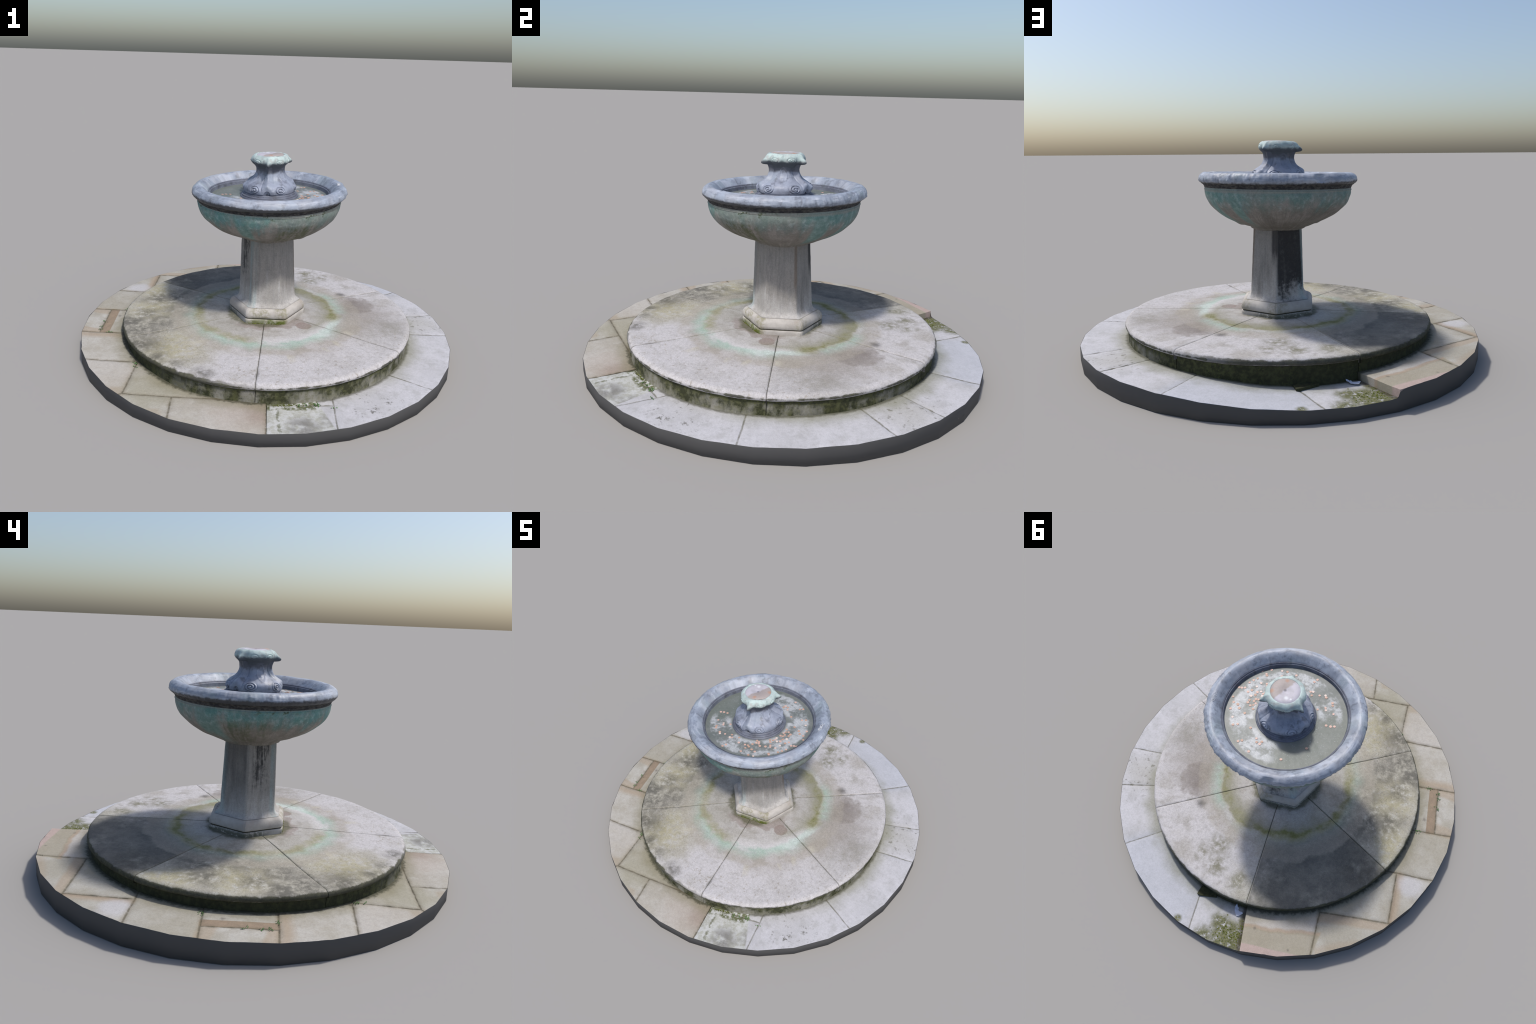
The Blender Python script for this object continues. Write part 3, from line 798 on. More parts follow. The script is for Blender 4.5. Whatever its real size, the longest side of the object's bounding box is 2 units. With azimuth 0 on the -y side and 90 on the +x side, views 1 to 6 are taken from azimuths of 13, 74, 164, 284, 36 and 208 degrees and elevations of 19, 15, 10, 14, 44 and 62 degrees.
# ---- paving slabs ---------------------------------------------------------
# joint end points, measured on the ground (x, y)
J = dict(seam_in=(-.108, .71), seam_out=(-.214, 1.05), b1_in=(-.473, .53), b1_out=(-.575, 1.055),
         b12=(-.490, .612), b2_out=(-.843, .515), b2_far=(-1.03, .465), b34=(-.787, .232), b4_in=(-.66, .26), b4_out=(-1.05, .178),
         b5_in=(-.68, -.026), b5_out=(-1.06, -.115), b6_in=(-.62, -.307), b6_out=(-1.03, -.404),
         f_top=(-.901, -.078), f_bot=(-.832, -.357), b7_in=(-.44, -.577), b7_out=(-.83, -.652), b78=(-.507, -.590),
         b89=(-.461, -.864), b89_far=(-.53, -.93), b9_in=(.06, -.763), b910=(-.241, -.822), b10_out=(-.185, -1.05),
         front_in=(.165, -.71), front_out=(.245, -1.06), m1_in=(.436, -.55), m1_out=(.53, -.98), l_a=(.181, -.766), l_b=(.463, -.690),
         m2_in=(.60, -.316), m2_out=(.98, -.473), m3_in=(.66, .087), m3_out=(1.05, .176), m4_in=(.60, .278), m4_out=(1.0, .452),
         m5_in=(.46, .497), m5_out=(.74, .78), m6_in=(.172, .70), m6_out=(.105, 1.05))
SAND_JOINTS = [(J[a], J[c]) for a, c in (('b12', 'b1_out'), ('b12', 'b2_far'), ('b34', 'b2_out'), ('b4_in', 'b4_out'), ('b5_in', 'b5_out'),
               ('b6_in', 'b6_out'), ('f_top', 'f_bot'), ('b7_in', 'b7_out'), ('b78', 'b89'), ('b89', 'b9_in'), ('b910', 'b10_out'),
               ('b89', 'b89_far'), ('front_in', 'front_out'))]
MARBLE_JOINTS = [(J[a], J[c]) for a, c in (('front_in', 'front_out'), ('m1_in', 'm1_out'), ('l_a', 'l_b'), ('m2_in', 'm2_out'), ('m3_in', 'm3_out'),
                 ('m4_in', 'm4_out'), ('m5_in', 'm5_out'), ('m6_in', 'm6_out'))]

M_MARBLE, M_SAND = mat_marble_paving(), mat_sandstone()

def polar(r, a):
    return (r * cos(radians(a)), r * sin(radians(a)))

def make_slab(name, poly, zfun, mat, seed, gap=.0021, grid=.024, tilt=.0008):
    bm = bmesh.new()
    vs = [bm.verts.new((x, y, 0)) for x, y in poly]
    fc = bm.faces.new(vs)
    fc.normal_update()
    if fc.normal.z < 0:
        bmesh.ops.reverse_faces(bm, faces=[fc])
    # cut with the 32-sided outline, just inside the dark side skin
    for k in range(32):
        a = radians((k + .5) * 11.25)
        h = .9985 * cos(radians(11.25 / 2))
        bmesh.ops.bisect_plane(bm, geom=bm.verts[:] + bm.edges[:] + bm.faces[:], plane_co=(h * cos(a), h * sin(a), 0),
                               plane_no=(cos(a), sin(a), 0), clear_outer=True, dist=1e-6)
    # joint gap, then a small arris round the slab
    def shrink(t):
        return bmesh.ops.inset_region(bm, faces=bm.faces[:], thickness=t, use_even_offset=True)
    r = shrink(gap)
    bmesh.ops.delete(bm, geom=r["faces"], context='FACES')
    shrink(.0035)
    rng = [f(v.co[i] for v in bm.verts) for i in (0, 1) for f in (min, max)]
    for axis in (0, 1):
        lo, hi = rng[axis * 2], rng[axis * 2 + 1]
        t = math.ceil(lo / grid) * grid
        while t < hi:
            no = [0, 0, 0]; no[axis] = 1
            co = [0, 0, 0]; co[axis] = t
            bmesh.ops.bisect_plane(bm, geom=bm.verts[:] + bm.edges[:] + bm.faces[:], plane_co=co, plane_no=no, dist=1e-6)
            t += grid
    rs = random.Random(seed)
    tx, ty, tz = (rs.uniform(-tilt, tilt) for _ in range(3))
    cx = sum(p[0] for p in poly) / len(poly); cy = sum(p[1] for p in poly) / len(poly)
    for v in bm.verts:
        x, y = v.co.x, v.co.y
        v.co.z = (zfun(x, y) + tx * (x - cx) * 4 + ty * (y - cy) * 4 + tz * .5 * (1 if hypot(x, y) < .97 else .3)
                  + .0011 * fbm(x, y, seed, 9) + .0005 * nz(x, y, seed, 60))
    edges = [e for e in bm.edges if len(e.link_faces) == 1]
    for v in {v for e in edges for v in e.verts}:
        v.co.z -= .0022 if hypot(v.co.x, v.co.y) < .975 else .0004
    ext = bmesh.ops.extrude_edge_only(bm, edges=edges)
    for g in ext["geom"]:
        if isinstance(g, bmesh.types.BMVert):
            g.co.z = .02
    me = bpy.data.meshes.new(name)
    bm.to_mesh(me)
    bm.free()
    return new_object(name, me, fountain, mat, 38)

OUT = lambda a: polar(1.12, a)
INN = lambda a: polar(.70, a)

slabs_sand = [
    [J['seam_in'], J['seam_out'], OUT(111), J['b1_out'], J['b12'], J['b1_in']],
    [J['b12'], J['b1_out'], OUT(130), OUT(141), J['b2_far'], J['b2_out']],
    [J['b12'], J['b2_out'], J['b34'], J['b4_in'], INN(148), J['b1_in']],
    [J['b34'], J['b2_out'], J['b2_far'], OUT(161), J['b4_out']],
    [J['b4_in'], J['b34'], J['b4_out'], OUT(180), J['b5_out'], J['b5_in']],
    [J['b5_in'], J['f_top'], J['f_bot'], J['b6_in']],
    [J['f_top'], J['b5_out'], OUT(-166), J['b6_out'], J['f_bot']],
    [J['b6_in'], J['f_bot'], J['b6_out'], OUT(-150), J['b7_out'], J['b78'], J['b7_in']],
    [J['b78'], J['b7_out'], OUT(-129), J['b89_far'], J['b89']],
    [J['b7_in'], J['b78'], J['b89'], J['b910'], J['b9_in'], INN(-110)],
    [J['b89'], J['b89_far'], OUT(-109), J['b10_out'], J['b910']],
    [J['b910'], J['b10_out'], OUT(-89), J['front_out'], J['front_in'], J['b9_in']],
]
slabs_marble = [
    [J['l_a'], J['front_out'], OUT(-68), J['m1_out'], J['l_b']],
    [J['front_in'], J['l_a'], J['l_b'], J['m1_in']],
    [J['m1_in'], J['l_b'], J['m1_out'], OUT(-51), OUT(-36), J['m2_out'], J['m2_in'], INN(-40)],
    [J['m2_in'], J['m2_out'], OUT(-16), OUT(0), J['m3_out'], J['m3_in'], INN(-10)],
    [J['m3_in'], J['m3_out'], OUT(17), J['m4_out'], J['m4_in']],
    [J['m4_in'], J['m4_out'], OUT(35), J['m5_out'], J['m5_in']],
    [J['m5_in'], J['m5_out'], OUT(57), OUT(72), J['m6_out'], J['m6_in'], INN(62)],
    [J['m6_in'], J['m6_out'], OUT(92), J['seam_out'], J['seam_in']],
]
for i, p in enumerate(slabs_sand):
    make_slab("sandstone_slab", p, z_sandstone, M_SAND, 10 + i)
for i, p in enumerate(slabs_marble):
    make_slab("marble_slab", p, z_marble, M_MARBLE, 40 + i)

# ---- round step: six treads on six risers --------------------------------
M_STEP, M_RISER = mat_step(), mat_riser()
R_STEP = 0.7805

def z_tread(x, y):
    r = hypot(x - SC[0], y - SC[1])
    return (0.1632 + 0.0072 * x + 0.0062 * y + 0.0100 * (1 - smooth(r, .12, .76))
            - .0030 * gauss(hypot(x + .36, y + .34), .26)
            + .0012 * fbm(x, y, 5.0, 6) + .0006 * nz(x, y, 9.0, 40))

def make_tread(k):
    a0, a1 = JOINT0 + 60 * k, JOINT0 + 60 * (k + 1)
    rs = random.Random(60 + k)
    dz = rs.uniform(-.0008, .0008)
    radial = [.10, .16, .20, .24, .28, .32, .36, .40, .44, .48, .52, .56, .60, .64, .67, .70, .72, .735, .745]
    # nosing: quarter round, then undercut; (distance in from the edge, drop)
    nose = [(.0245, .0), (.0170, .0009), (.0105, .0032), (.0050, .0070), (.0015, .0120), (.0, .0175), (.0012, .0230),
            (.0050, .0280), (.0115, .0315), (.026, .0335), (.06, .034)]
    n_az = 60
    rows = []
    for j in range(n_az + 1):
        t = j / n_az
        row = []
        stations = [(r, None) for r in radial] + [(R_STEP - d, drop) for d, drop in nose]
        for r, drop in stations:
            half = degrees(.0010 / max(r, .05))
            # ease the arris at the two joint sides
            a = radians(lerp(a0 + half, a1 - half, t))
            wob = 0.0
            if drop is not None:
                wob = .0022 * fbm(cos(a) * 1.0, sin(a) * 1.0, k * 3.1, 9) + .001 * nz(cos(a), sin(a), k, 60)
            rr = r + wob
            x, y = SC[0] + rr * cos(a), SC[1] + rr * sin(a)
            z = z_tread(x, y) + dz - (drop or 0.0)
            arris = min(t, 1 - t) * radians(60) * rr
            if arris < .006 and (drop is None or drop < .02):
                z -= .0022 * (1 - arris / .006) ** 2
            row.append((x, y, z))
        rows.append(row)
    ns = len(rows[0])
    # a finer column just beside each joint
    def between(ra, rb, f):
        return [tuple(lerp(p, q, f) for p, q in zip(u, v)) for u, v in zip(ra, rb)]
    first, last = between(rows[0], rows[1], .3), between(rows[-1], rows[-2], .3)
    for fr, nb in ((first, rows[1]), (last, rows[-2])):
        for i in range(ns):
            fr[i] = (fr[i][0], fr[i][1], nb[i][2] - (.0002))
    rows = [rows[0], first] + rows[1:-1] + [last, rows[-1]]
    v, f = loft(rows, closed=False)
    # joint faces down into the gap
    o = len(v)
    for side, row in ((0, rows[0]), (1, rows[-1])):
        base = len(v)
        v += [(x, y, min(z, .125)) for x, y, z in row]
        start = 0 if side == 0 else (len(rows) - 1) * ns
        for i in range(ns - 1):
            q = (start + i, start + i + 1, base + i + 1, base + i)
            f.append(q if side == 1 else q[::-1])
    me = mesh_from(v, f, "step_tread")
    bm = bmesh.new(); bm.from_mesh(me); bmesh.ops.recalc_face_normals(bm, faces=bm.faces[:]); bm.to_mesh(me); bm.free()
    new_object("step_tread", me, fountain, M_STEP, 50)

for k in range(6):
    make_tread(k)

def make_riser(k):
    a0, a1 = JOINT0 + 60 * k, JOINT0 + 60 * (k + 1)
    rows = []
    heights = [.03, .05, .06, .07, .08, .09, .10, .11, .12, .13, .137]
    for z in heights:
        row = []
        for j in range(91):
            a = radians(lerp(a0 + .12, a1 - .12, j / 90))
            flare = .006 * smooth(z, .075, .05)
            r = .7665 + flare + .0035 * fbm(cos(a), sin(a), z * 2 + k, 7) + .0015 * nz(cos(a), sin(a), z * 2, 50)
            row.append((SC[0] + r * cos(a), SC[1] + r * sin(a), z))
        inner = [(SC[0] + .66 * cos(radians(q)), SC[1] + .66 * sin(radians(q)), z) for q in (a1 - .12, (a0 + a1) / 2, a0 + .12)]
        rows.append(row + inner)
    v, f = loft(rows, closed=True, cap_start=True, cap_end=True)
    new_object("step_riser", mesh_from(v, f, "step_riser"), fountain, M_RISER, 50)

for k in range(6):
    make_riser(k)

# soil seen down the joints between the treads
rings = [[(SC[0] + r * cos(2 * pi * i / 180), SC[1] + r * sin(2 * pi * i / 180),
           z_tread(SC[0] + r * cos(2 * pi * i / 180), SC[1] + r * sin(2 * pi * i / 180)) - d) for i in range(180)]
         for r, d in ((.08, .006), (.2, .006), (.4, .006), (.6, .006), (.70, .006), (.745, .007), (.757, .02))]
v, f = loft(rings)
new_object("step_joint_filling", mesh_from(v, f, "step_joint_filling"), fountain, M_BED, 60)

# ---- hexagonal column -----------------------------------------------------
M_COL, M_CBASE = mat_column(), mat_column_base()
HEX0 = 11.0

def axis_at(z):
    t = clamp((z - .18) / (.62 - .18))
    return lerp(.006, -.002, t), lerp(-.005, -.014, t)

def hex_ring(z, R, round_=.035, per=14, rough=.0007, seed=0.0):
    """Hexagon outline with slightly rounded corners; R is the corner radius."""
    cx, cy = axis_at(z)
    pts = []
    for k in range(6):
        a, bz = radians(HEX0 + 60 * k), radians(HEX0 + 60 * (k + 1))
        p, q = (R * cos(a), R * sin(a)), (R * cos(bz), R * sin(bz))
        for j in range(per):
            t = j / per
            # crowd the points towards the corners
            s = t - .135 * sin(2 * pi * t)
            x, y = lerp(p[0], q[0], s), lerp(p[1], q[1], s)
            corner = max(0.0, 1 - min(s, 1 - s) / round_)
            sh = 1 - .020 * corner * corner
            n = rough * (fbm(x + cx, y + cy, z + seed, 28) + .6 * nz(x, y, z + seed, 90))
            x, y = x * sh, y * sh
            l = hypot(x, y)
            pts.append((cx + x + n * x / l, cy + y + n * y / l, z))
    return pts

def hex_part(name, prof, mat, seed, angle=35, **kw):
    rings = [hex_ring(z, R, seed=seed, **kw) for z, R in prof]
    v, f = loft(rings, cap_start=True, cap_end=True)
    return new_object(name, mesh_from(v, f, name), fountain, mat, angle)

shaft = [(z, R) for z, R in spline([(.2505, .1810), (.2525, .1745), (.2565, .1668), (.2630, .1606), (.2720, .1563), (.2850, .1540), (.3100, .1525),
                                    (.3600, .1503), (.4200, .1475), (.4800, .1450), (.5400, .1425), (.6000, .1400), (.6600, .1385)], 5)]
hex_part("column_shaft", shaft, M_COL, 1.0, 24)
mould = [(z, R) for z, R in spline([(.1985, .1960), (.1995, .2030), (.2040, .2065), (.2120, .2085), (.2220, .2080), (.2320, .2045),
                                    (.2400, .1985), (.2455, .1910), (.2485, .1855), (.2490, .1800)], 4)]
hex_part("column_base", mould, M_CBASE, 2.0, rough=.0012)
plinth = [(.150, .2075), (.165, .2075), (.175, .2080), (.184, .2080), (.1915, .2075), (.1940, .2055), (.1945, .2020)]
hex_part("column_plinth", plinth, M_CBASE, 3.0, rough=.0015)
hex_part("plinth_joint", [(.190, .2005), (.2000, .2005)], M_BED, 4.0)

# ---- basin ----------------------------------------------------------------
BC = (-0.002, -0.014)
N_AZ = 288

def lean(x, y, z):
    """The basin has settled: its top leans down towards -x, -y."""
    return (.016 * (x - BC[0]) + .015 * (y - BC[1])) * smooth(z, .62, .80)

def revolve(name, prof, mat, bend=None, angle=40, close_in=False, n=N_AZ):
    """Surface of revolution; bend(az_degrees, r, z, u) -> (r, z)."""
    rings = []
    m = len(prof)
    for i, (r, z) in enumerate(prof):
        ring = []
        for j in range(n):
            a = 2 * pi * j / n
            rr, zz = bend(degrees(a), r, z, i / (m - 1)) if bend else (r, z)
            x, y = BC[0] + rr * cos(a), BC[1] + rr * sin(a)
            ring.append((x, y, zz + lean(x, y, zz)))
        rings.append(ring)
    v, f = loft(rings, cap_end=close_in)
    me = mesh_from(v, f, name)
    bm = bmesh.new(); bm.from_mesh(me); bmesh.ops.recalc_face_normals(bm, faces=bm.faces[:])
    bm.to_mesh(me); bm.free()
    return new_object(name, me, fountain, mat, angle)

BULGES = [(-14, .195, 14, .036, .012), (32, .165, 20, .03, .007), (104, .165, 22, .035, .008), (163, .205, 11, .028, .010),
          (140, .160, 18, .03, .005)]

def bend_bowl(a, r, z, u):
    ra = radians(a)
    w = smooth(r, .12, .2)
    lobes = .0035 * sin(8 * ra + .6) * smooth(z, .76, .66) * w
    rr = r + lobes + .0025 * fbm(cos(ra) * .35, sin(ra) * .35, z, 14) * smooth(z, .80, .77)
    zz = z
    for az, r0, wa, wr, h in BULGES:
        zz -= h * gauss(angdiff(a, az), wa) * gauss(r - r0, wr) * smooth(r, .118, .15)
    # the scan-worn underside hangs a little lower on the far side
    zz -= .002 * smooth(r, .24, .16) * smooth(r, .118, .15) * (.5 + .5 * cos(ra - radians(75)))
    zz += .0018 * nz(cos(ra) * r, sin(ra) * r, 2, 25) * smooth(z, .70, .64)
    return rr, zz

bowl_prof = spline([(.3700, .8150), (.3720, .8060), (.3735, .8030), (.3712, .7990), (.3712, .7920), (.3698, .7800), (.3650, .7640), (.3570, .7460),
                    (.3450, .7270), (.3275, .7090), (.3055, .6900), (.2805, .6730), (.2540, .6585), (.2260, .6460),
                    (.1980, .6365), (.1720, .6290), (.1520, .6220), (.1420, .6150), (.1350, .6060), (.1180, .6000)], 4)
revolve("basin_bowl", bowl_prof, mat_bowl(), bend_bowl)

def chip(a):
    """Weathered outer edge: rough round the back, nearly clean at the front."""
    back = .15 + .85 * max(gauss(angdiff(a, 40), 50), gauss(angdiff(a, 110), 60), .8 * gauss(angdiff(a, 180), 45))
    ra = radians(a)
    n = fbm(cos(ra), sin(ra), 4.0, 9, 5) + .7 * nz(cos(ra), sin(ra), 2.0, 26)
    return back, back * n

def bend_rim(a, r, z, u):
    ra = radians(a)
    outer = smooth(r, .375, .395)
    top = smooth(z, .852, .885)
    back, c = chip(a)
    # ragged lip standing out just under the widest point
    fringe = gauss(z - .848, .007) * outer
    tooth = max(0.0, nz(cos(ra), sin(ra), 6.0, 38)) * back
    outer_r = outer * smooth(z, .832, .842)
    rr = r + outer_r * (.0030 * c + .0012 * nz(cos(ra), sin(ra), 1, 8)) + fringe * (.0075 * tooth - .004 * max(0.0, -c))
    zz = z + top * (.0020 * fbm(cos(ra) * r, sin(ra) * r, 7, 9) - .0012 + .0030 * c * outer)
    # dents pressed into the shoulder round the back
    rr -= .0045 * back * gauss(z - .872, .010) * outer * max(0.0, nz(cos(ra), sin(ra), 9.0, 13))
    # one big bite out of the edge
    bite = gauss(angdiff(a, 104), 3.5) * smooth(z, .838, .856)
    rr -= .011 * bite * outer
    zz -= .006 * bite * outer
    rr += .0012 * nz(cos(ra) * 4, sin(ra) * 4, z * 20, 3)
    return rr, zz

rim_prof = spline([(.3800, .8300), (.3890, .8345), (.3965, .8420), (.4000, .8510), (.3985, .8630), (.3920, .8750), (.3800, .8845),
                   (.3660, .8880), (.3530, .8850), (.3410, .8770), (.3300, .8655), (.3210, .8550), (.3175, .8505)], 5)
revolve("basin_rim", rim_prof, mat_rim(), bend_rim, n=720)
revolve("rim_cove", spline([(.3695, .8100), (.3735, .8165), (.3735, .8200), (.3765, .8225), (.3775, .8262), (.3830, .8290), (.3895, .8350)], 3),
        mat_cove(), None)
M_RING = mat_foot_ring()
revolve("basin_wall", spline([(.3175, .8530), (.3130, .8500), (.3125, .8465), (.3075, .8440), (.3060, .8380), (.3040, .8290), (.3020, .8240)], 3), M_RING, None)
revolve("basin_floor", [(.306, .8260), (.28, .8257), (.25, .8255), (.2, .8255), (.16, .8257), (.135, .828)], mat_floor(),
        lambda a, r, z, u: (r, z + .0006 * nz(cos(radians(a)) * r, sin(radians(a)) * r, 3, 40)))

# ---- carved nozzle --------------------------------------------------------
revolve("nozzle_foot", spline([(.1520, .8240), (.1500, .8300), (.1465, .8335), (.1440, .8350), (.1440, .8390), (.1400, .8420), (.1350, .8430), (.1340, .8480),
                               (.1290, .8520), (.1200, .8540)], 3), M_RING, None)

SPOUTS = (-83.0, 37.0, 157.0)

def spout_offset(a):
    return min((angdiff(a, s) for s in SPOUTS), key=abs)

nozzle_prof = spline([(.1180, .8490), (.1270, .8510), (.1315, .8560), (.1335, .8640), (.1342, .8740), (.1310, .8850), (.1215, .8960),
                      (.1070, .9060), (.0930, .9150), (.0830, .9250), (.0760, .9360), (.0715, .9480), (.0700, .9600), (.0715, .9720), (.0760, .9830),
                      (.0800, .9900)], 9)

def bend_nozzle(a, r, z, u):
    d = spout_offset(a)                       # degrees from the nearest spout rib
    side = 1 if d > 0 else -1
    rib = gauss(d, 7.5) * (smooth(z, .875, .91))
    rr = r + .0140 * rib + .006 * gauss(d, 11) * gauss(z - .905, .016)
    # soft hollow beside each rib
    rr -= .0042 * gauss(abs(d) - 21, 9) * smooth(z, .89, .92) * smooth(z, .99, .95)
    # the ribs spread into the lower lobes
    rr += .004 * gauss(abs(d) - 10 - 90 * max(0, .90 - z), 7) * smooth(z, .905, .885) * smooth(z, .85, .86)
    # arched recess with the jet hole, below each spout
    arch = smooth(abs(d) * .0175 * r, .020 * sqrt(max(0.0, 1 - clamp((z - .846) / .030) ** 2)), .020 * sqrt(max(0.0, 1 - clamp((z - .846) / .030) ** 2)) - .006) if z < .876 else 0
    rr -= .0075 * arch
    # a pair of volutes on each panel
    R = .128
    U = radians(abs(d) - 30.5) * R
    V = (z - .8785) * 1.42
    rho, phi = hypot(U, V), atan2(V, U)
    if rho < .034:
        fade = smooth(rho, .034, .026)
        turn = (rho / .0125) - phi / (2 * pi)
        tri = turn - math.floor(turn)
        groove = gauss(tri - .5, .19)
        rr += fade * (.0040 * (1 - rho / .034) + .0022 - .0068 * groove * smooth(rho, .001, .006))
    # long stem line from the volute up to the neck
    stem = abs(d) - lerp(13, 19, clamp((z - .88) / .09))
    rr -= .0036 * gauss(stem, 2.0) * smooth(z, .872, .885) * smooth(z, .975, .95)
    # hanging drop ornament in the middle of each panel
    dd = (60 - abs(d)) * .0175 * .085
    e = hypot(dd / .020, (z - .938) / .036)
    rr += .0020 * gauss(e - 1.0, .13) + .0018 * gauss(hypot(dd / .006, (z - .921) / .006), 1.0)
    rr += .0008 * fbm(cos(radians(a)) * r, sin(radians(a)) * r, z, 30)
    return rr, z

revolve("nozzle_body", nozzle_prof, mat_nozzle(), bend_nozzle, 60, n=480)

cap_prof = spline([(.0720, .9740), (.0765, .9830), (.0825, .9895), (.0890, .9955), (.0940, 1.0025), (.0960, 1.0105), (.0955, 1.0195),
                   (.0920, 1.0280), (.0860, 1.0350), (.0790, 1.0390), (.0735, 1.0400), (.0705, 1.0385), (.0690, 1.0340), (.0680, 1.0300)], 6)

def bend_cap(a, r, z, u):
    d = spout_offset(a)
    w = smooth(r, .074, .090)
    beak = gauss(d, 6.0)
    drop = gauss(z - 1.000, .013)
    rr = r + w * (beak * (.007 + .021 * drop) + .0045 * gauss(d, 15) * gauss(z - 1.008, .016))
    zz = z - w * gauss(d, 7) * .005 * smooth(z, 1.015, .998)
    # rolled volute ends on the panels, with a scalloped lower edge between
    s = abs(d) - 36
    rr += w * (.0035 * gauss(s, 11) * gauss(z - 1.010, .014) - .0040 * gauss(abs(d) - 60, 8) * gauss(z - 1.0, .018)
               - .0030 * gauss(abs(d) - 17, 5) * gauss(z - 1.004, .02))
    e = hypot(s / 11, (z - 1.010) / .011)
    rr -= w * (.0026 * gauss(e - 1, .17) + .0018 * gauss(e - .35, .15))
    n = fbm(cos(radians(a)) * .1, sin(radians(a)) * .1, z, 22)
    rr += .0010 * n * w
    zz += .0016 * nz(cos(radians(a)), sin(radians(a)), 5, 5) * smooth(z, 1.02, 1.038)
    return rr, zz

revolve("nozzle_cap", cap_prof, mat_cap(), bend_cap, 60, n=360)

def bend_plate(a, r, z, u):
    x, y = r * cos(radians(a)), r * sin(radians(a))
    return r, z + .0018 * fbm(x, y, 2, 18) + .004 * gauss(hypot(x - .03, y + .035), .05) - .004 * gauss(hypot(x, y), .03)

revolve("cap_plate", [(.0705, 1.0370), (.066, 1.0400), (.055, 1.0420), (.04, 1.0425), (.025, 1.0425), (.012, 1.0420), (.003, 1.0420)],
        mat_plate(), bend_plate, 60, close_in=True, n=120)

# small jet tubes in the arches
M_DARK = mat_plain("blackened_jet_hole", (.015, .015, .017, 1), (.03, .03, .033, 1))
tube_mesh = None
for s in SPOUTS:
    if tube_mesh is None:
        bm = bmesh.new()
        bmesh.ops.create_cone(bm, cap_ends=True, segments=14, radius1=.0028, radius2=.0022, depth=.006)
        tube_mesh = bpy.data.meshes.new("jet_hole")
        bm.to_mesh(tube_mesh); bm.free()
        tube_mesh.materials.append(M_DARK)
    ob = bpy.data.objects.new("jet_hole", tube_mesh)
    bpy.context.scene.collection.objects.link(ob)
    ob.parent = fountain
    a = radians(s)
    ob.location = (BC[0] + .1255 * cos(a), BC[1] + .1255 * sin(a), .8580 + lean(BC[0] + .1255 * cos(a), BC[1] + .1255 * sin(a), .86))
    ob.rotation_euler = (0, radians(90), a)

# ---- coins on the basin floor --------------------------------------------
M_COIN = mat_coin()
bm = bmesh.new()
bmesh.ops.create_cone(bm, cap_ends=True, segments=20, radius1=.0068, radius2=.0068, depth=.0014)
bmesh.ops.bevel(bm, geom=[e for e in bm.edges if abs(e.verts[0].co.z - e.verts[1].co.z) < 1e-6], offset=.0003, segments=1, affect='EDGES')
coin_mesh = bpy.data.meshes.new("coin")
bm.to_mesh(coin_mesh); bm.free()
coin_mesh.materials.append(M_COIN)
COINS = [(-.241, -.061), (-.224, -.053), (-.202, -.049), (-.208, -.126), (-.178, -.184), (-.158, -.143), (-.126, -.118),
         (-.128, -.212), (-.101, -.199), (-.065, -.183), (-.063, -.206), (-.051, -.201), (-.017, -.181), (-.052, -.284),
         (-.043, -.265), (.006, -.214), (.057, -.263), (.108, -.264), (.044, -.209), (.061, -.205), (.072, -.211), (.061, -.229),
         (.097, -.220), (.121, -.225), (.076, -.184), (.081, -.148), (.087, -.164), (.103, -.163), (.118, -.174), (.096, -.151),
         (.146, -.161), (.193, -.198), (.137, -.105), (.148, -.117), (.163, -.139), (.170, -.150), (.152, -.098), (.160, -.086),
         (.158, -.072), (.175, -.094), (.208, -.113), (.198, -.142), (.228, -.161), (.199, -.205), (.165, -.045), (.178, -.042),
         (.167, -.018), (.181, -.027), (.173, -.004), (.164, .017), (.186, .004), (.205, -.007), (.204, -.023), (.192, -.064),
         (.209, -.049), (.234, -.065), (.221, -.082), (.259, -.081), (.273, -.074), (.253, -.120), (.241, -.142), (.190, .057),
         (.228, .042), (.245, .025), (.266, .063), (.270, .022), (.234, .103), (.192, .129), (.211, .142), (.125, .121),
         (.044, .184), (.040, .169), (.062, .181), (.072, .163), (.130, .203), (.145, .215), (.073, .244), (.226, -.213),
         (.187, -.241), (.135, -.257), (-.136, -.202), (-.185, -.170), (-.165, -.131), (-.169, .110), (-.085, .217), (.288, -.006),
         (.287, -.070), (.190, -.083)]
rc = random.Random(11)
for i, (x, y) in enumerate(COINS):
    ob = bpy.data.objects.new("coin", coin_mesh)
    bpy.context.scene.collection.objects.link(ob)
    ob.parent = fountain
    near = sum(1 for (p, q) in COINS[:i] if hypot(p - x, q - y) < .0108)
    ob.location = (x, y, .8266 + lean(x, y, .83) + .0011 * min(near, 2))
    ob.rotation_euler = (rc.uniform(-.06, .06), rc.uniform(-.06, .06), rc.uniform(0, 6.28))
    s = rc.choice((.88, .95, 1.0, 1.0, 1.08))
    ob.scale = (s, s, 1)

# ---- scratched scribble on the rim ----------------------------------------
def rim_surface(r):
    return interp([(.318, .856), (.325, .867), (.341, .877), (.353, .885), (.364, .888), (.380, .8845), (.392, .875), (.3985, .863)], r)

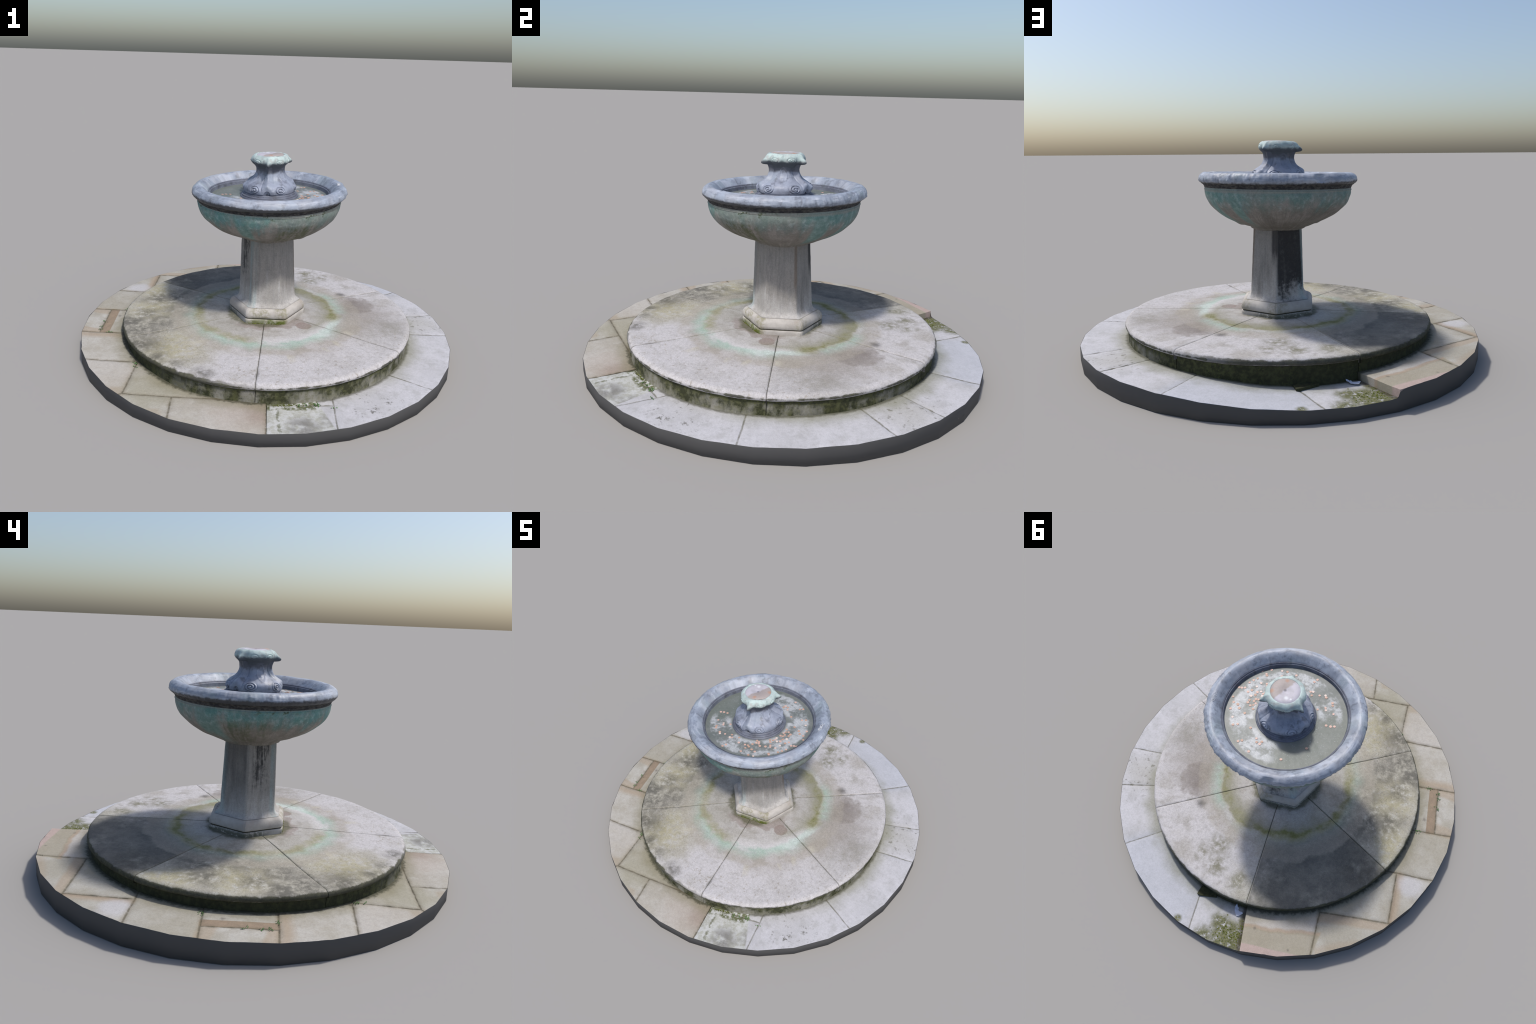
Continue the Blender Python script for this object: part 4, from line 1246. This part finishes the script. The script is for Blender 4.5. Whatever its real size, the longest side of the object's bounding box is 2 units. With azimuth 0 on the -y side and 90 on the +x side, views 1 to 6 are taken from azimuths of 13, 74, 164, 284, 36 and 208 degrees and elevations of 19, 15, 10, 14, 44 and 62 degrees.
cu = bpy.data.curves.new("scratched_scribble", 'CURVE')
cu.dimensions = '3D'
cu.bevel_depth = .0007
cu.bevel_resolution = 1
rsq = random.Random(5)
strokes = [[(18.5, .352), (16.5, .360), (14.5, .368), (17.0, .371)],
           [(13.5, .352), (14.5, .358), (13.4, .364), (12.4, .358), (13.3, .353)],
           [(12.0, .351), (12.4, .362), (11.0, .356), (11.2, .367), (10.2, .355)],
           [(9.8, .352), (9.2, .361), (8.4, .356), (9.0, .350), (9.9, .357)],
           [(8.0, .350), (7.8, .360), (7.0, .353), (6.8, .363), (13.8, .366)]]
for st in strokes:
    sp = cu.splines.new('BEZIER')
    sp.bezier_points.add(len(st) - 1)
    for bp, (a, r) in zip(sp.bezier_points, st):
        a = radians(a + 3.0)
        bp.co = (BC[0] + r * cos(a), BC[1] + r * sin(a), rim_surface(r) + lean(BC[0] + r * cos(a), BC[1] + r * sin(a), .88) + .0006)
        bp.handle_left_type = bp.handle_right_type = 'AUTO'
scribble = bpy.data.objects.new("scratched_scribble", cu)
bpy.context.scene.collection.objects.link(scribble)
dg = bpy.context.evaluated_depsgraph_get()
sm_mesh = bpy.data.meshes.new_from_object(scribble.evaluated_get(dg))
bpy.data.objects.remove(scribble)
new_object("scratched_scribble", sm_mesh, fountain, mat_plain("chalk_white_scratch", (.62, .64, .68, 1), (.70, .72, .75, 1)), 180)

# ---- moss cushions, weeds, broken stone -----------------------------------
def stuff(name, verts, faces, mat, angle=60):
    ob = new_object(name, mesh_from(verts, faces, name), fountain, mat, angle)
    ob["kind"] = "stuff"
    return ob

def add_blob(V, F, c, r, flat, rnd, n=7, m=4):
    """Small lumpy cushion."""
    o = len(V)
    for i in range(m):
        t = (i + .35) / (m - .3) * pi / 2
        for j in range(n):
            a = 2 * pi * (j + .5 * (i % 2)) / n
            k = r * rnd.uniform(.8, 1.2)
            V.append((c[0] + k * cos(t) * cos(a), c[1] + k * cos(t) * sin(a), c[2] + k * flat * sin(t) - .15 * r))
    V.append((c[0], c[1], c[2] + r * flat))
    for i in range(m - 1):
        for j in range(n):
            F.append((o + i * n + j, o + i * n + (j + 1) % n, o + (i + 1) * n + (j + 1) % n, o + (i + 1) * n + j))
    F += [(o + (m - 1) * n + j, o + (m - 1) * n + (j + 1) % n, o + m * n) for j in range(n)]

rm = random.Random(21)
V, F = [], []
# cushions at the foot of the plinth, on the front left faces
for i in range(110):
    a = rm.choice((rm.gauss(-60, 6), rm.gauss(-62, 4), rm.gauss(-92, 8)))
    # distance to hexagon face in this direction
    off = ((a - HEX0 + 30) % 60) - 30
    off = (a - (HEX0 - 90)) 
    ap = .2075 * cos(radians(30)) / max(.5, cos(radians(angdiff(a, -79))))
    if abs(angdiff(a, -79)) > 30:
        ap = .2075 * cos(radians(30)) / cos(radians(abs(angdiff(a, -79)) - 60))
    up = rm.random() ** 2 * .012 if angdiff(a, -62) > -14 else rm.random() ** 3 * .008
    rr = ap - .002 + (.004 if up < .003 else .0)
    cx, cy = axis_at(.18)
    x, y = cx + rr * cos(radians(a)), cy + rr * sin(radians(a))
    add_blob(V, F, (x, y, z_tread(x, y) + up), rm.uniform(.0016, .0034), .8, rm)
# cushions on the sunken slab
for i in range(120):
    x, y = rm.gauss(-.10, .045), rm.gauss(.93, .035)
    if rm.random() < .3:
        x, y = rm.gauss(-.145, .012), rm.uniform(.82, .97)
    if hypot(x, y) > .975 or hypot(x, y) < .80 or (x + .13) * .95 + (y - .782) * .30 < .008:
        continue
    add_blob(V, F, (x, y, z_marble(x, y)), rm.uniform(.002, .0048), .45, rm)
# along the step foot on the crusty slab
for i in range(60):
    a = rm.gauss(-70, 4)
    r = .772 + abs(rm.gauss(0, .010))
    x, y = SC[0] + r * cos(radians(a)), SC[1] + r * sin(radians(a))
    add_blob(V, F, (x, y, z_marble(x, y) - .001), rm.uniform(.0018, .0036), .6, rm)
# ring of moss in the splash channel
for i in range(60):
    a = rm.choice((rm.uniform(2, 20), rm.uniform(2, 14)))
    r = .355 + .012 * sin(radians(a * 14)) + rm.gauss(0, .004)
    x, y = r * cos(radians(a)), -.012 + r * sin(radians(a))
    add_blob(V, F, (x, y, z_tread(x, y) - .0008), rm.uniform(.0014, .0026), .5, rm)
b_ = Build("moss_cushion")
M_MOSS = b_.done(b_.mix(b_.sm(b_.noise(140, 3), .35, .65), tone(58, 66, 20), tone(112, 120, 46)), .95)
stuff("moss", V, F, M_MOSS)

V, F = [], []
def add_leaf(c, a, L, w, lift, rnd):
    """Pointed-oval leaflet, creased along the middle, with a little thickness."""
    o = len(V)
    ca, sa = cos(a), sin(a)
    pts = []
    for i in range(5):
        t = i / 4
        hw = w * sin(pi * clamp(.08 + .9 * t)) 
        for s in (-1, 0, 1):
            u, q = L * t, hw * s
            pts.append((c[0] + ca * u - sa * q, c[1] + sa * u + ca * q, c[2] + lift * t + (.0008 if s else 0)))
    V.extend(pts)
    V.extend([(x, y, z - .0004) for x, y, z in pts])
    for k, fl in ((0, False), (15, True)):
        for i in range(4):
            for j in range(2):
                q = (o + k + i * 3 + j, o + k + i * 3 + j + 1, o + k + (i + 1) * 3 + j + 1, o + k + (i + 1) * 3 + j)
                F.append(q[::-1] if fl else q)

WEEDS = [(-.800, -.050, 9, 'S'), (-.815, -.056, 6, 'S'), (-.770, -.343, 7, 'S'), (-.786, -.347, 5, 'S'), (-.865, -.235, 8, 'S'), (-.850, -.295, 7, 'S'),
         (-.843, -.33, 8, 'S'), (-.510, -.615, 8, 'S'), (-.508, -.600, 6, 'S'), (.390, -.710, 10, 'M'), (.402, -.706, 8, 'M'), (.320, -.733, 6, 'M'), (.35, -.722, 6, 'M'),
         (.468, -.712, 5, 'M'), (-.50, -.64, 5, 'S')]
for x, y, n, k in WEEDS:
    z = (z_sandstone if k == 'S' else z_marble)(x, y)
    for i in range(n):
        px, py = x + rm.gauss(0, .006), y + rm.gauss(0, .006)
        add_leaf((px, py, z + .001), rm.uniform(0, 6.28), rm.uniform(.004, .0075), rm.uniform(.0016, .0028), rm.uniform(.001, .004), rm)
stuff("weed_leaf", V, F, mat_leaf(), 30)

# broken stone wedged under the step beside the sunken slab
bm = bmesh.new()
chipv = [(.165, .752), (.168, .802), (.150, .805), (.060, .775), (.075, .745)]
zc = .056
lo = [bm.verts.new((x, y, zc - .01)) for x, y in chipv]
hi = [bm.verts.new((x, y, zc + .010 + .004 * nz(x, y, 1, 30))) for x, y in chipv]
bm.faces.new(lo[::-1]); bm.faces.new(hi)
for i in range(5):
    bm.faces.new((lo[i], lo[(i + 1) % 5], hi[(i + 1) % 5], hi[i]))
bmesh.ops.bevel(bm, geom=bm.edges[:], offset=.0015, segments=1, affect='EDGES')
me = bpy.data.meshes.new("stone_fragment")
bm.to_mesh(me); bm.free()
new_object("stone_fragment", me, fountain, M_RISER, 30)

# ---- scrap of paper (a thing of its own) ----------------------------------
outline = [(-.060, .757), (-.056, .778), (-.066, .800), (-.085, .818), (-.096, .815), (-.112, .793), (-.106, .786), (-.089, .789), (-.080, .784),
           (-.078, .772), (-.072, .774)]
bm = bmesh.new()
pv = [bm.verts.new((x, y, 0)) for x, y in outline]
bm.faces.new(pv)
for t in [i * .006 - .12 for i in range(14)]:
    bmesh.ops.bisect_plane(bm, geom=bm.verts[:] + bm.edges[:] + bm.faces[:], plane_co=(t, 0, 0), plane_no=(1, 0, 0))
for t in [.75 + i * .006 for i in range(14)]:
    bmesh.ops.bisect_plane(bm, geom=bm.verts[:] + bm.edges[:] + bm.faces[:], plane_co=(0, t, 0), plane_no=(0, 1, 0))
for v_ in bm.verts:
    x, y = v_.co.x, v_.co.y
    v_.co.z = .0575 + .004 * abs(nz(x, y, 3, 45)) + .004 * smooth(hypot(x + .085, y - .79), .012, .04)
bmesh.ops.triangulate(bm, faces=bm.faces[:])
bmesh.ops.solidify(bm, geom=bm.faces[:], thickness=.0005)
me = bpy.data.meshes.new("paper_scrap")
bm.to_mesh(me); bm.free()
paper = new_object("paper_scrap", me, None, mat_plain("bluish_white_paper", (.52, .57, .70, 1), (.62, .66, .78, 1), 40, .7), 30)
paper["label"] = "crumpled torn scrap of bluish white paper"
paper["category"] = "litter"
